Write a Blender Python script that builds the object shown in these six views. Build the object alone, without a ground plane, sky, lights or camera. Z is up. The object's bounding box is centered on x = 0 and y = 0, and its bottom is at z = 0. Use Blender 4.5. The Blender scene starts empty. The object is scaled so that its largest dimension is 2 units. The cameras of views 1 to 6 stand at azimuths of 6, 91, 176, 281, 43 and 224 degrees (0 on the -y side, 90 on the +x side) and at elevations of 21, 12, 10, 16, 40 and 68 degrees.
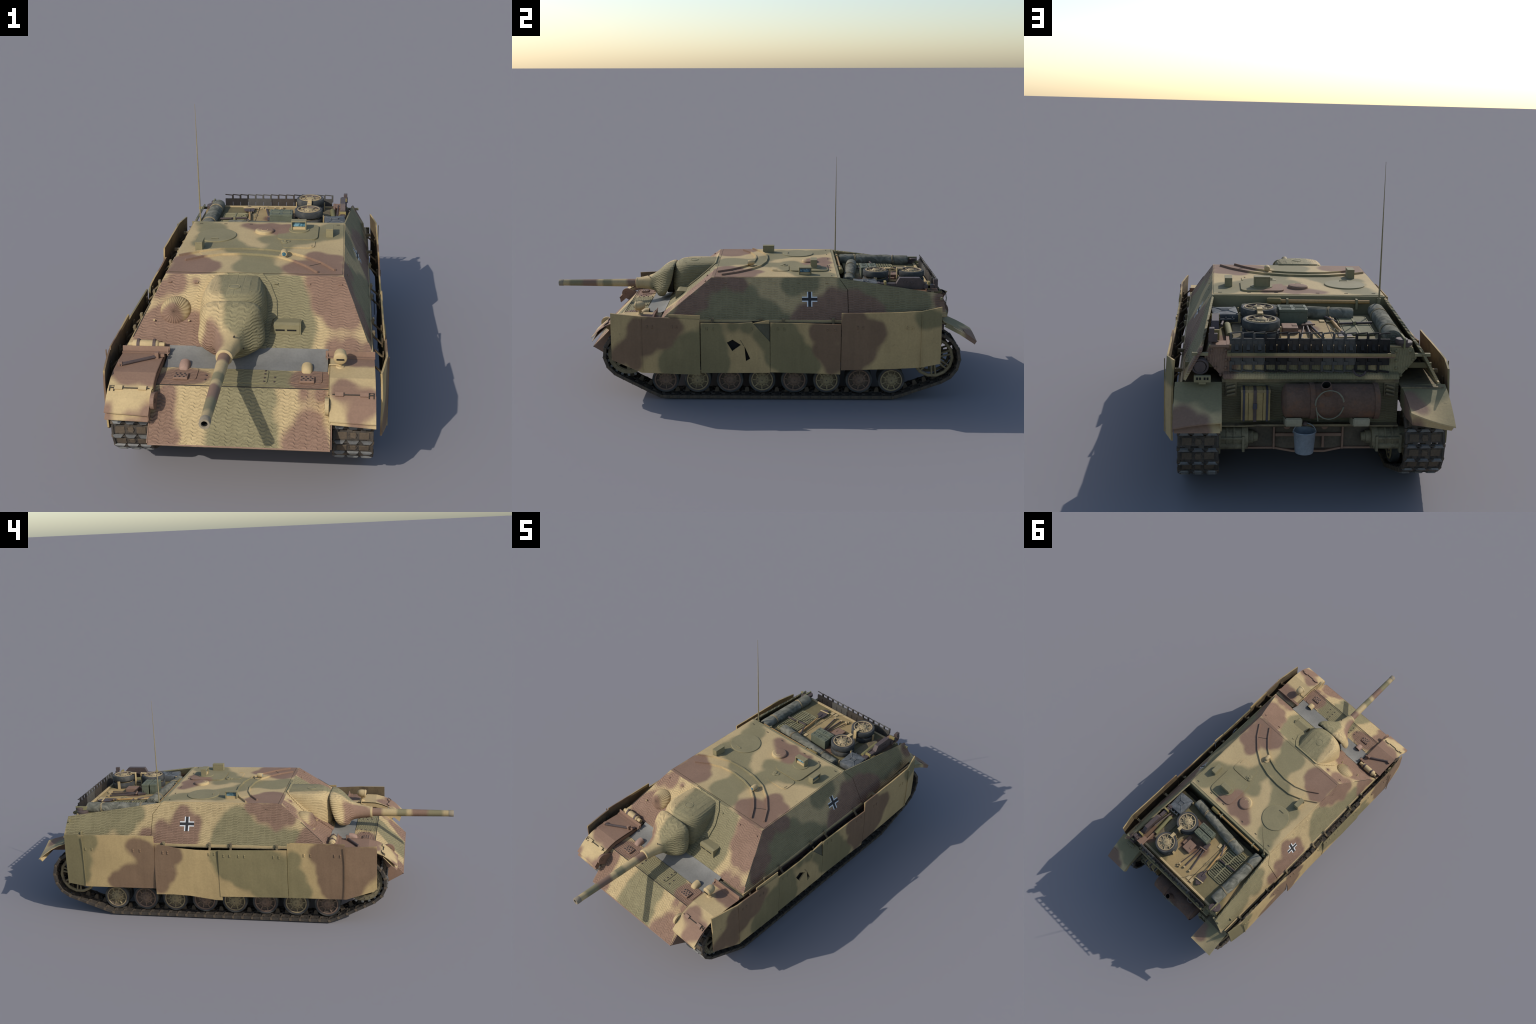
import bpy, bmesh, math, random
from mathutils import Vector, Matrix, noise

random.seed(7)
V = Vector
D = bpy.data
COL = bpy.context.scene.collection

# ----------------------------------------------------------------------------
# colours (linear base colours)
# ----------------------------------------------------------------------------
SAND = (0.462, 0.342, 0.173)
GREEN = (0.232, 0.197, 0.104)
BROWN = (0.232, 0.141, 0.094)

# ----------------------------------------------------------------------------
# node helpers
# ----------------------------------------------------------------------------
class NT:
    def __init__(self, name):
        self.mat = D.materials.new(name)
        self.mat.use_nodes = True
        self.t = self.mat.node_tree
        self.n = self.t.nodes
        self.bsdf = self.n["Principled BSDF"]
        self.co = self.n.new("ShaderNodeTexCoord").outputs["Object"]

    def link(self, a, b):
        self.t.links.new(a, b)

    def put(self, sock, val):
        if hasattr(val, "links") or isinstance(val, bpy.types.NodeSocket):
            self.link(val, sock)
        else:
            sock.default_value = val

    def m(self, op, a, b=0.0, c=0.0, clamp=False):
        nd = self.n.new("ShaderNodeMath")
        nd.operation = op
        nd.use_clamp = clamp
        for i, x in enumerate((a, b, c)):
            self.put(nd.inputs[i], x)
        return nd.outputs[0]

    def vm(self, op, a, b, out=0):
        nd = self.n.new("ShaderNodeVectorMath")
        nd.operation = op
        self.put(nd.inputs[0], a)
        self.put(nd.inputs[1], b)
        return nd.outputs[out]

    def noise(self, scale, detail=3.0, rough=0.55, vec=None, color=False):
        nd = self.n.new("ShaderNodeTexNoise")
        nd.inputs["Scale"].default_value = scale
        nd.inputs["Detail"].default_value = detail
        nd.inputs["Roughness"].default_value = rough
        self.link(vec if vec is not None else self.co, nd.inputs["Vector"])
        return nd.outputs["Color" if color else "Fac"]

    def rng(self, x, a, b, c, d, smooth=False):
        nd = self.n.new("ShaderNodeMapRange")
        nd.interpolation_type = "SMOOTHSTEP" if smooth else "LINEAR"
        self.put(nd.inputs[0], x)
        for i, k in enumerate((a, b, c, d)):
            nd.inputs[i + 1].default_value = k
        return nd.outputs[0]

    def mix(self, f, a, b, mode="MIX"):
        nd = self.n.new("ShaderNodeMix")
        nd.data_type = "RGBA"
        nd.blend_type = mode
        self.put(nd.inputs[0], f)
        for s, x in ((nd.inputs[6], a), (nd.inputs[7], b)):
            if isinstance(x, tuple):
                s.default_value = (*x, 1.0)
            else:
                self.link(x, s)
        return nd.outputs[2]

    def gray(self, x):
        nd = self.n.new("ShaderNodeCombineColor")
        for i in range(3):
            self.put(nd.inputs[i], x)
        return nd.outputs[0]

    def sep(self, vec=None):
        nd = self.n.new("ShaderNodeSeparateXYZ")
        self.link(vec if vec is not None else self.co, nd.inputs[0])
        return nd.outputs

    def comb(self, x, y, z=0.0):
        nd = self.n.new("ShaderNodeCombineXYZ")
        for i, k in enumerate((x, y, z)):
            self.put(nd.inputs[i], k)
        return nd.outputs[0]

    def bump(self, h, strength=0.5, dist=0.002, normal=None):
        nd = self.n.new("ShaderNodeBump")
        nd.inputs["Strength"].default_value = strength
        nd.inputs["Distance"].default_value = dist
        self.link(h, nd.inputs["Height"])
        if normal is not None:
            self.link(normal, nd.inputs["Normal"])
        return nd.outputs[0]

    def done(self, color, rough=0.75, metal=0.0, normal=None, spec=0.25):
        self.put(self.bsdf.inputs["Base Color"], color if not isinstance(color, tuple) else (*color, 1))
        self.put(self.bsdf.inputs["Roughness"], rough)
        self.put(self.bsdf.inputs["Metallic"], metal)
        self.bsdf.inputs["Specular IOR Level"].default_value = spec
        if normal is not None:
            self.link(normal, self.bsdf.inputs["Normal"])
        return self.mat


def spots(k, uv, discs, grow=0.0):
    """signed distance to a smooth union of round paint spots -> soft mask"""
    acc = None
    for (u, v, r) in discs:
        d = k.vm("DISTANCE", uv, (u, v, 0.0), out=1)
        d = k.m("SUBTRACT", d, r)
        acc = d if acc is None else k.m("SMOOTH_MIN", acc, d, 0.045)
    return k.rng(acc, 0.011 + grow, -0.013 + grow, 0.0, 1.0, smooth=True)


def paste_ridges(k, u, v, w, p, style="dash"):
    """hand-combed anti-magnetic paste: short ridges in columns that step against each other"""
    n1 = k.noise(9.0, 2.0)
    n2 = k.noise(60.0, 2.0)
    if style == "hex":
        uu = k.m("ADD", u, k.m("MULTIPLY", n2, 0.008))
        a = k.m("SINE", k.m("MULTIPLY", uu, math.pi / w))
        a = k.m("MULTIPLY", a, 1.7)
        a = k.m("MAXIMUM", k.m("MINIMUM", a, 1.0), -1.0)
        ph = k.m("ADD", k.m("DIVIDE", v, p), k.m("MULTIPLY", a, 0.25))
        ph = k.m("ADD", ph, k.m("MULTIPLY", n1, 1.8))
        ph = k.m("ADD", ph, k.m("MULTIPLY", n2, 0.8))
        s = k.m("SINE", k.m("MULTIPLY", ph, 2 * math.pi))
        return k.m("MULTIPLY", s, k.rng(k.noise(38.0, 2.0), 0.30, 0.58, 0.40, 1.0))
    # dash style: every stroke of the comb is a small block of parallel lines
    uw = k.m("DIVIDE", k.m("ADD", u, k.m("MULTIPLY", n2, 0.007)), w)
    cell = k.m("FLOOR", uw)
    wn = k.n.new("ShaderNodeTexWhiteNoise")
    wn.noise_dimensions = "1D"
    k.link(cell, wn.inputs["W"])
    ph = k.m("ADD", k.m("DIVIDE", v, p), wn.outputs["Value"])
    ph = k.m("ADD", ph, k.m("MULTIPLY", n1, 1.2))
    ph = k.m("ADD", ph, k.m("MULTIPLY", n2, 0.7))
    s = k.m("SINE", k.m("MULTIPLY", ph, 2 * math.pi))
    f = k.m("SUBTRACT", uw, cell)
    edge = k.m("MINIMUM", k.m("MULTIPLY", k.m("MULTIPLY", f, k.m("SUBTRACT", 1.0, f)), 9.0), 1.0)
    amp = k.rng(k.noise(26.0, 2.0), 0.32, 0.6, 0.35, 1.0)
    return k.m("MULTIPLY", k.m("MULTIPLY", s, edge), amp)


def weather(k, col, amt=1.0):
    big = k.noise(7.0, 4.0, 0.6)
    col = k.mix(1.0, col, k.gray(k.rng(big, 0.3, 0.7, 1 - 0.10 * amt, 1 + 0.06 * amt)), "MULTIPLY")
    fine = k.noise(140.0, 3.0, 0.7)
    col = k.mix(1.0, col, k.gray(k.rng(fine, 0.3, 0.7, 1 - 0.09 * amt, 1 + 0.07 * amt)), "MULTIPLY")
    # scuffs and chips
    st = k.n.new("ShaderNodeMapping")
    st.inputs["Scale"].default_value = (30, 30, 130)
    k.link(k.co, st.inputs["Vector"])
    sc = k.noise(1.0, 4.0, 0.65, vec=st.outputs[0])
    f = k.rng(sc, 0.66, 0.74, 0.0, 0.30 * amt)
    return k.mix(f, col, (0.085, 0.07, 0.055))


def camo(name, dims, greens, browns, ridges=None, base=SAND, wob=0.016, amt=1.0, ridge_dist=0.0018, tint=None, brown=BROWN, contrast=(0.86, 1.07), style="dash", smooth_front=None):
    k = NT(name)
    nc = k.noise(13.0, 2.0, 0.5, color=True)
    off = k.vm("MULTIPLY", k.vm("SUBTRACT", nc, (0.5, 0.5, 0.5)), (wob * 2,) * 3)
    p = k.sep(k.vm("ADD", k.co, off))
    uv = k.comb(p["XYZ".index(dims[0].upper())], p["XYZ".index(dims[1].upper())])
    col = k.mix(spots(k, uv, greens, 0.004), base, GREEN) if greens else None
    if browns:
        col = k.mix(spots(k, uv, browns, -0.001), col if col is not None else base, brown)
    if col is None:
        col = base
    col = weather(k, col, amt)
    if tint:
        mp = k.n.new("ShaderNodeMapping")
        mp.inputs["Scale"].default_value = (42, 42, 3.5)
        k.link(k.co, mp.inputs["Vector"])
        rain = k.noise(1.0, 4.0, 0.6, vec=mp.outputs[0])
        col = k.mix(1.0, col, k.gray(k.rng(rain, 0.35, 0.7, 1.02, 0.93)), "MULTIPLY")
        rust = k.noise(60.0, 5.0, 0.7)
        col = k.mix(k.rng(rust, 0.66, 0.72, 0.0, 0.45), col, (0.10, 0.085, 0.065))
        dust = k.rng(k.noise(5.0, 4.0, 0.6), 0.35, 0.7, 0.0, 1.0)
        col = k.mix(1.0, col, k.mix(dust, tint, tuple(min(1, t * 1.07) for t in tint)), "MULTIPLY")
    bmp = k.bump(k.noise(90.0, 4.0, 0.6), 0.25, 0.0012)
    if ridges:
        du, dv, fv, w, pt = ridges
        q = k.sep()
        s = paste_ridges(k, q["XYZ".index(du.upper())], k.m("MULTIPLY", q["XYZ".index(dv.upper())], fv), w, pt, style)
        if smooth_front:   # plain metal in front of this y
            s = k.m("MULTIPLY", s, k.rng(q[1], smooth_front - .012, smooth_front + .012, 0, 1))
        col = k.mix(1.0, col, k.gray(k.rng(s, -1, 1, *contrast)), "MULTIPLY")  # groove shade painted into the colour: troughs darker, crests lighter
        bmp = k.bump(k.rng(s, -1, 1, 0, 1), 0.9, ridge_dist, bmp)
    return k.done(col, 0.78, 0.0, bmp)


def plain(name, col, rough=0.7, metal=0.0, var=0.18, bscale=80, bstr=0.2, dirt=None, spec=0.3):
    k = NT(name)
    a = k.noise(11.0, 4.0, 0.6)
    c = k.mix(1.0, col, k.gray(k.rng(a, 0.3, 0.7, 1 - var, 1 + var * 0.6)), "MULTIPLY")
    f = k.noise(bscale * 1.7, 3.0, 0.7)
    c = k.mix(1.0, c, k.gray(k.rng(f, 0.3, 0.7, 1 - var * 0.6, 1 + var * 0.5)), "MULTIPLY")
    if dirt:
        g = k.noise(24.0, 5.0, 0.65)
        c = k.mix(k.rng(g, 0.5, 0.66, 0.0, 0.75, smooth=True), c, dirt)
    b = k.bump(k.noise(bscale, 4.0, 0.6), bstr, 0.0015)
    return k.done(c, rough, metal, b, spec)


# ----------------------------------------------------------------------------
# camouflage layouts: round sprayed spots in metres (u, v, radius)
# ----------------------------------------------------------------------------
ROOF_G = [(-.10, .035, .036), (-.02, -.13, .06), (.06, -.01, .03), (.09, .13, .04), (.12, .20, .06), (.02, .17, .035), (-.17, .12, .05), (-.11, .09, .04), (0.036, -0.169, 0.06), (-0.003, -0.097, 0.065), (-0.025, -0.142, 0.038), (-0.027, -0.02, 0.043), (0.034, 0.007, 0.037), (0.059, 0.055, 0.043), (0.078, 0.095, 0.048), (0.024, 0.15, 0.032), (-0.042, 0.041, 0.032), (-0.095, 0.059, 0.032), (0.167, 0.203, 0.074), (0.25, 0.229, 0.064), (0.275, 0.306, 0.059), (0.168, 0.288, 0.048), (0.137, 0.152, 0.053), (0.068, 0.193, 0.032), (-0.192, 0.183, 0.078), (-0.192, 0.109, 0.057), (-0.151, 0.081, 0.037), (-0.247, 0.108, 0.031), (-0.222, 0.279, 0.056), (-0.215, 0.322, 0.031), (-0.262, 0.349, 0.036), (-0.14, 0.143, 0.031)]
ROOF_B = [(.285, -.175, .035), (.235, -.185, .035), (.29, -.12, .03), (-.29, -.185, .03), (-.23, -.185, .03), (0.273, -0.045, 0.049), (0.215, -0.03, 0.049), (0.21, 0.005, 0.027), (0.24, -0.117, 0.066), (0.194, -0.16, 0.06), (0.136, -0.145, 0.049), (0.158, -0.108, 0.049), (-0.184, -0.139, 0.064), (-0.243, -0.135, 0.069), (-0.217, -0.088, 0.048), (-0.269, -0.175, 0.037), (-0.262, -0.055, 0.042), (-0.291, -0.076, 0.037), (0.06, 0.252, 0.037), (0.081, 0.303, 0.042), (-0.001, 0.277, 0.047), (0.014, 0.32, 0.047), (-0.046, 0.308, 0.036), (-0.079, 0.328, 0.031), (0.122, 0.334, 0.021)]
FRONT_G = [(.10, -.225, .06), (.14, -.29, .062), (.06, -.40, .05), (.155, -.42, .045), (.09, -.27, .06), (0.124, -0.246, 0.049), (0.121, -0.325, 0.072), (0.1, -0.393, 0.063), (0.158, -0.384, 0.055), (0.038, -0.248, 0.066), (-0.014, -0.249, 0.074), (0.172, -0.346, 0.04), (-0.052, -0.217, 0.05)]
FRONT_B = [(-0.27, -0.233, 0.038), (-0.2, -0.228, 0.017), (-0.329, -0.254, 0.034), (-0.272, -0.336, 0.049), (-0.321, -0.357, 0.049), (-0.206, -0.377, 0.056), (-0.271, -0.401, 0.048), (-0.368, -0.388, 0.04), (-0.159, -0.414, 0.032), (0.218, -0.221, 0.041), (0.278, -0.228, 0.049), (0.246, -0.283, 0.048), (0.305, -0.29, 0.056), (0.281, -0.333, 0.04), (0.339, -0.335, 0.039), (0.34, -0.421, 0.038), (0.283, -0.418, 0.031), (0.397, -0.423, 0.023), (-0.345, -0.418, 0.032)]
NOSE_G = [(-0.035, 0.31, 0.046), (0.026, 0.317, 0.059), (-0.031, 0.266, 0.065), (0.045, 0.273, 0.058), (0.003, 0.229, 0.057), (-0.065, 0.222, 0.038), (0.072, 0.231, 0.038), (0.072, 0.324, 0.026), (0.095, 0.231, 0.025)]
NOSE_B = [(-0.233, 0.317, 0.033), (-0.235, 0.277, 0.033), (-0.253, 0.238, 0.039), (-0.204, 0.223, 0.026), (-0.264, 0.211, 0.039), (0.206, 0.272, 0.029), (0.193, 0.234, 0.038), (0.23, 0.235, 0.038), (0.254, 0.214, 0.031), (0.156, 0.217, 0.028), (0.249, 0.336, 0.026), (0.196, 0.332, 0.02), (0.229, 0.267, 0.026)]
DECK_G = [(-0.013, -0.582, 0.078), (0.049, -0.57, 0.067), (0.098, -0.583, 0.067), (-0.041, -0.608, 0.045), (0.131, -0.597, 0.044)]
DECK_B = [(-0.25, -0.605, 0.045), (-0.205, -0.585, 0.057), (-0.149, -0.582, 0.045), (0.208, -0.585, 0.066), (0.255, -0.574, 0.056)]
LEFT_G = [(.70, .50, .05), (.48, .50, .05), (-.06, .40, .06), (.02, .41, .05), (-0.159, 0.454, 0.062), (-0.085, 0.446, 0.07), (-0.139, 0.396, 0.07), (-0.028, 0.405, 0.061), (0.064, 0.396, 0.052), (-0.232, 0.412, 0.053), (-0.243, 0.471, 0.035), (-0.029, 0.48, 0.035), (0.166, 0.522, 0.053), (0.241, 0.531, 0.044), (0.418, 0.531, 0.053), (0.547, 0.489, 0.07), (0.638, 0.464, 0.07), (0.739, 0.448, 0.053), (0.558, 0.54, 0.053), (0.129, 0.38, 0.026)]
LEFT_B = [(-0.298, 0.446, 0.053), (-0.334, 0.404, 0.035), (-0.242, 0.437, 0.026), (-0.18, 0.53, 0.044), (-0.105, 0.53, 0.036), (-0.235, 0.496, 0.035), (-0.067, 0.522, 0.027), (0.221, 0.397, 0.052), (0.286, 0.414, 0.061), (0.36, 0.439, 0.061), (0.342, 0.472, 0.035), (0.434, 0.447, 0.061), (0.396, 0.397, 0.061), (0.184, 0.38, 0.035), (0.508, 0.431, 0.044), (0.841, 0.456, 0.044), (0.544, 0.406, 0.044)]
RIGHT_G = [(.62, .480, .050), (.70, .485, .055), (.02, .475, .05), (-.09, .40, .05), (0.781, 0.446, 0.073), (0.683, 0.456, 0.064), (0.748, 0.413, 0.055), (0.558, 0.492, 0.054), (0.49, 0.501, 0.036), (0.544, 0.45, 0.045), (-0.018, 0.493, 0.043), (0.017, 0.451, 0.061), (0.051, 0.402, 0.069), (-0.05, 0.42, 0.069), (-0.025, 0.38, 0.052), (-0.134, 0.406, 0.051), (-0.208, 0.4, 0.051), (-0.271, 0.401, 0.042)]
RIGHT_B = [(0.267, 0.496, 0.044), (0.216, 0.456, 0.053), (0.271, 0.43, 0.062), (0.336, 0.405, 0.053), (0.368, 0.445, 0.036), (0.221, 0.399, 0.044), (0.381, 0.371, 0.044), (0.443, 0.411, 0.036), (-0.09, 0.534, 0.035), (-0.165, 0.519, 0.052), (-0.23, 0.504, 0.051), (-0.186, 0.471, 0.034), (-0.052, 0.542, 0.026), (-0.12, 0.494, 0.026), (-0.343, 0.426, 0.042), (-0.308, 0.386, 0.034), (-0.389, 0.395, 0.034)]
SKIRT_LEFT_G = [(-0.321, 0.251, 0.066), (-0.283, 0.29, 0.047), (-0.377, 0.203, 0.057), (-0.304, 0.183, 0.057), (-0.397, 0.164, 0.028), (-0.2, 0.338, 0.056), (-0.201, 0.261, 0.075), (-0.193, 0.184, 0.076), (-0.099, 0.367, 0.028), (-0.035, 0.357, 0.028), (0.028, 0.319, 0.037), (0.046, 0.281, 0.028), (0.12, 0.348, 0.056), (0.138, 0.262, 0.085), (0.166, 0.195, 0.076), (0.092, 0.214, 0.047), (0.239, 0.176, 0.047), (0.221, 0.234, 0.038), (0.754, 0.397, 0.046), (0.8, 0.388, 0.037)]
SKIRT_LEFT_B = [(-0.529, 0.356, 0.047), (-0.446, 0.365, 0.056), (-0.373, 0.356, 0.051), (-0.504, 0.289, 0.075), (-0.579, 0.241, 0.057), (-0.411, 0.308, 0.056), (-0.544, 0.192, 0.038), (-0.626, 0.211, 0.038), (0.284, 0.339, 0.051), (0.338, 0.339, 0.056), (0.303, 0.253, 0.052), (0.349, 0.215, 0.066), (0.341, 0.157, 0.028), (0.438, 0.378, 0.065), (0.448, 0.292, 0.084), (0.52, 0.33, 0.065), (0.486, 0.235, 0.056), (0.423, 0.186, 0.057)]
SKIRT_RIGHT_G = [(.05, .335, .04), (.035, .27, .05), (-.02, .27, .06), (.80, .30, .05), (.76, .36, .04), (.79, .20, .035), (0.014, 0.322, 0.066), (-0.078, 0.305, 0.085), (-0.169, 0.298, 0.075), (-0.047, 0.236, 0.057), (-0.146, 0.201, 0.076), (-0.212, 0.242, 0.066), (-0.209, 0.164, 0.047), (-0.278, 0.33, 0.037), (-0.284, 0.244, 0.047), (-0.309, 0.177, 0.047), (-0.273, 0.156, 0.047), (0.052, 0.291, 0.038), (0.788, 0.329, 0.06), (0.778, 0.239, 0.071), (0.802, 0.197, 0.041), (0.703, 0.391, 0.04), (0.732, 0.3, 0.04), (0.087, 0.339, 0.029), (0.802, 0.388, 0.05)]
SKIRT_RIGHT_B = [(-0.395, 0.362, 0.05), (-0.465, 0.355, 0.064), (-0.544, 0.348, 0.064), (-0.623, 0.35, 0.054), (-0.429, 0.287, 0.055), (-0.49, 0.27, 0.073), (-0.561, 0.263, 0.073), (-0.622, 0.284, 0.045), (-0.462, 0.193, 0.065), (-0.524, 0.185, 0.055), (-0.419, 0.239, 0.037), (-0.569, 0.197, 0.028), (0.332, 0.332, 0.068), (0.284, 0.333, 0.039), (0.338, 0.253, 0.059), (0.362, 0.182, 0.039), (0.444, 0.358, 0.058), (0.411, 0.3, 0.059), (0.481, 0.377, 0.039), (0.455, 0.229, 0.059), (0.513, 0.227, 0.06), (0.575, 0.195, 0.05), (0.439, 0.19, 0.05), (0.508, 0.177, 0.04)]

M = {}
M["roof"] = camo("roof_camouflage", "xy", ROOF_G, ROOF_B)
M["front"] = camo("front_plate_camouflage", "xy", FRONT_G, FRONT_B, ("x", "y", 1.25, 0.023, 0.0104), style="hex", ridge_dist=.0022, contrast=(.88, 1.08))
M["nose"] = camo("nose_plate_camouflage", "xz", NOSE_G, NOSE_B, ("x", "z", 1.41, 0.0175, 0.0115), ridge_dist=0.0030, style="hex", contrast=(.88, 1.08))
M["bow"] = camo("bow_deck_camouflage", "xy", DECK_G, DECK_B, ("x", "y", 1.0, 0.028, 0.0085), style="hex", ridge_dist=0.0010, contrast=(.92, 1.04))
M["left"] = camo("left_side_camouflage", "yz", LEFT_G, LEFT_B, ("y", "z", 1.14, 0.026, 0.0078), ridge_dist=.0026, contrast=(.80, 1.10))
M["right"] = camo("right_side_camouflage", "yz", RIGHT_G, RIGHT_B, ("y", "z", 1.14, 0.026, 0.0078), ridge_dist=.0026, contrast=(.80, 1.10))
M["skirt_l"] = camo("left_skirt_camouflage", "yz", SKIRT_LEFT_G, SKIRT_LEFT_B, tint=(.88, .85, .78), brown=(.212, .138, .088))
M["skirt_r"] = camo("right_skirt_camouflage", "yz", SKIRT_RIGHT_G, SKIRT_RIGHT_B, tint=(.88, .85, .78), brown=(.212, .138, .088))
M["fender"] = camo("fender_camouflage", "xy",
    [(.30, .87, .065), (.38, .855, .06), (.30, .93, .025), (-.33, .86, .06), (-.39, .85, .05)],
    [(.35, -.49, .05), (.40, -.50, .04), (.32, -.655, .045), (.39, -.69, .045), (.36, -.725, .03),
     (-.35, -.49, .08), (-.30, -.54, .08), (-.39, -.57, .06), (-.29, -.615, .05), (-.36, -.625, .042),
     (-.28, -.74, .03), (-.33, -.76, .03), (-.41, -.735, .02),
     (.40, .965, .05), (.34, .985, .03), (-.31, .94, .04), (-.30, .90, .03)])
M["housing"] = camo("housing_camouflage", "xy", [(.095, -.31, .195), (.04, -.2, .165)], [(-.2, -.44, .02)], ("x", "z", 1.0, 0.024, 0.0075), ridge_dist=.0022)
M["mantlet"] = camo("mantlet_camouflage", "xy", [(.035, -.44, .108)], [(-.135, -.545, .068), (-.09, -.59, .03)], ("x", "z", 1.0, 0.022, 0.0098), style="hex", ridge_dist=.0024, contrast=(.87, 1.08), smooth_front=-.52)
M["deck"] = camo("engine_deck_camouflage", "xy",
    [(-.2, .75, .1), (-.2, .62, .09), (-.25, .5, .12), (-.1, .42, .1), (.05, .40, .09), (.2, .45, .1), (.24, .6, .1), (.24, .75, .1), (.16, .8, .06), (-.28, .8, .06)],
    [(.0, .61, .05), (.07, .64, .05), (.09, .53, .06), (.28, .74, .06)], tint=(.74, .71, .64))
M["stern"] = camo("stern_camouflage", "xz", [(-.30, .44, .09), (.05, .4, .09), (-.1, .43, .08)], [(.31, .44, .085)],
                  ("z", "x", 1.0, 0.022, 0.0085))
DULL_SAND = (0.215, 0.17, 0.095)  # darker, duller sand tone for the lower hull
M["hull"] = plain("dull_hull_paint", DULL_SAND, 0.85, 0, 0.25, dirt=(0.11, 0.085, 0.06))
M["sand"] = plain("sand_paint", SAND, 0.7, 0, 0.12)
M["green"] = plain("green_paint", GREEN, 0.7, 0, 0.12)
M["brown"] = plain("brown_paint", BROWN, 0.7, 0, 0.12)
M["bare"] = plain("bare_grey_primer", (0.195, 0.186, 0.163), 0.6, 0, 0.16)
M["steel"] = plain("dark_track_steel", (0.060, 0.050, 0.040), 0.7, 0.1, 0.35, dirt=(0.10, 0.075, 0.05))
M["worn"] = plain("worn_bright_steel", (0.155, 0.152, 0.142), 0.6, 0.25, 0.3)
M["pad"] = plain("rusty_track_web", (0.105, 0.078, 0.052), 0.8, 0.1, 0.3)
M["tool"] = plain("dark_tool_steel", (0.088, 0.064, 0.057), 0.55, 0.1, 0.25)
M["rubber"] = plain("tyre_rubber", (0.052, 0.054, 0.052), 0.85, 0, 0.3, dirt=(0.10, 0.092, 0.075))
M["wood"] = plain("tool_handle_wood", (0.40, 0.235, 0.085), 0.6, 0, 0.2)
M["crate"] = plain("crate_wood", (0.37, 0.26, 0.105), 0.7, 0, 0.2)
M["strap"] = plain("leather_strap", (0.10, 0.07, 0.06), 0.7, 0, 0.2)
M["iron"] = plain("dark_iron_band", (0.075, 0.07, 0.085), 0.6, 0.4, 0.2)
M["rust"] = plain("rusted_exhaust_iron", (0.128, 0.077, 0.052), 0.9, 0.0, 0.3, dirt=(0.165, 0.082, 0.045))
M["black"] = plain("flat_black", (0.012, 0.011, 0.010), 0.9, 0, 0.2)  # even black that darkens bores and slots, and the plates behind the skirt hole
M["jerry"] = plain("weathered_grey_fuel_can", (0.100, 0.105, 0.104), 0.65, 0.05, 0.35, dirt=(0.16, 0.165, 0.16))
M["ammo"] = plain("ammunition_box_green", (0.125, 0.133, 0.088), 0.6, 0.0, 0.2)
M["bucket"] = plain("galvanised_zinc", (0.235, 0.258, 0.275), 0.55, 0.2, 0.22)
M["rope"] = plain("hemp_cord", (0.30, 0.235, 0.135), 0.9, 0, 0.25)
M["wire"] = plain("tow_wire", (0.20, 0.19, 0.13), 0.7, 0.2, 0.2)
M["white"] = plain("white_marking", (0.62, 0.62, 0.60), 0.7, 0, 0.1)
M["mark"] = plain("black_marking", (0.028, 0.027, 0.027), 0.7, 0, 0.1)
M["seam"] = plain("dark_seam", (0.05, 0.043, 0.033), 0.9, 0, 0.1)


def tarp():
    k = NT("canvas_tarpaulin")
    a = k.n.new("ShaderNodeTexNoise")
    a.inputs["Scale"].default_value = 16
    a.inputs["Detail"].default_value = 3
    a.inputs["Distortion"].default_value = 2.2
    k.link(k.co, a.inputs["Vector"])
    c = k.mix(k.rng(a.outputs["Fac"], 0.3, 0.7, 0, 1, True), (0.108, 0.105, 0.080), (0.215, 0.203, 0.157))
    c = k.mix(1.0, c, k.gray(k.rng(k.noise(400, 2), 0.3, 0.7, 0.88, 1.08)), "MULTIPLY")
    b = k.bump(a.outputs["Fac"], 0.6, 0.006)
    return k.done(c, 0.95, 0, b, 0.1)


def glass():
    k = NT("vision_block_glass")
    c = k.mix(k.rng(k.noise(120, 2), 0.4, 0.6, 0, 1), (0.03, 0.10, 0.14), (0.16, 0.30, 0.36))
    return k.done(c, 0.12, 0, None, 0.6)


M["tarp"] = tarp()
M["glass"] = glass()


def barrel_paint():
    k = NT("barrel_camouflage")
    y = k.m("ADD", k.sep()[1], k.m("MULTIPLY", k.m("SUBTRACT", k.noise(16, 2), 0.5), 0.03))
    r = k.n.new("ShaderNodeValToRGB")
    cr = r.color_ramp
    stops = [(-1.0, SAND), (-.955, SAND), (-.94, GREEN), (-.885, GREEN), (-.87, BROWN), (-.81, BROWN), (-.797, SAND),
             (-.783, SAND), (-.772, GREEN), (-.735, GREEN), (-.722, SAND), (-.668, SAND), (-.652, BROWN), (-.60, BROWN)]
    while len(cr.elements) < len(stops):
        cr.elements.new(0.5)
    for e, (p, c) in zip(cr.elements, stops):
        e.position = (p + 1.0) / 0.4
        e.color = (*c, 1)
    k.link(k.rng(y, -1.0, -0.6, 0, 1), r.inputs[0])
    c = weather(k, r.outputs[0], 0.8)
    return k.done(c, 0.6, 0, k.bump(k.noise(90, 3), 0.15, 0.001))


M["barrel"] = barrel_paint()


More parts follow.
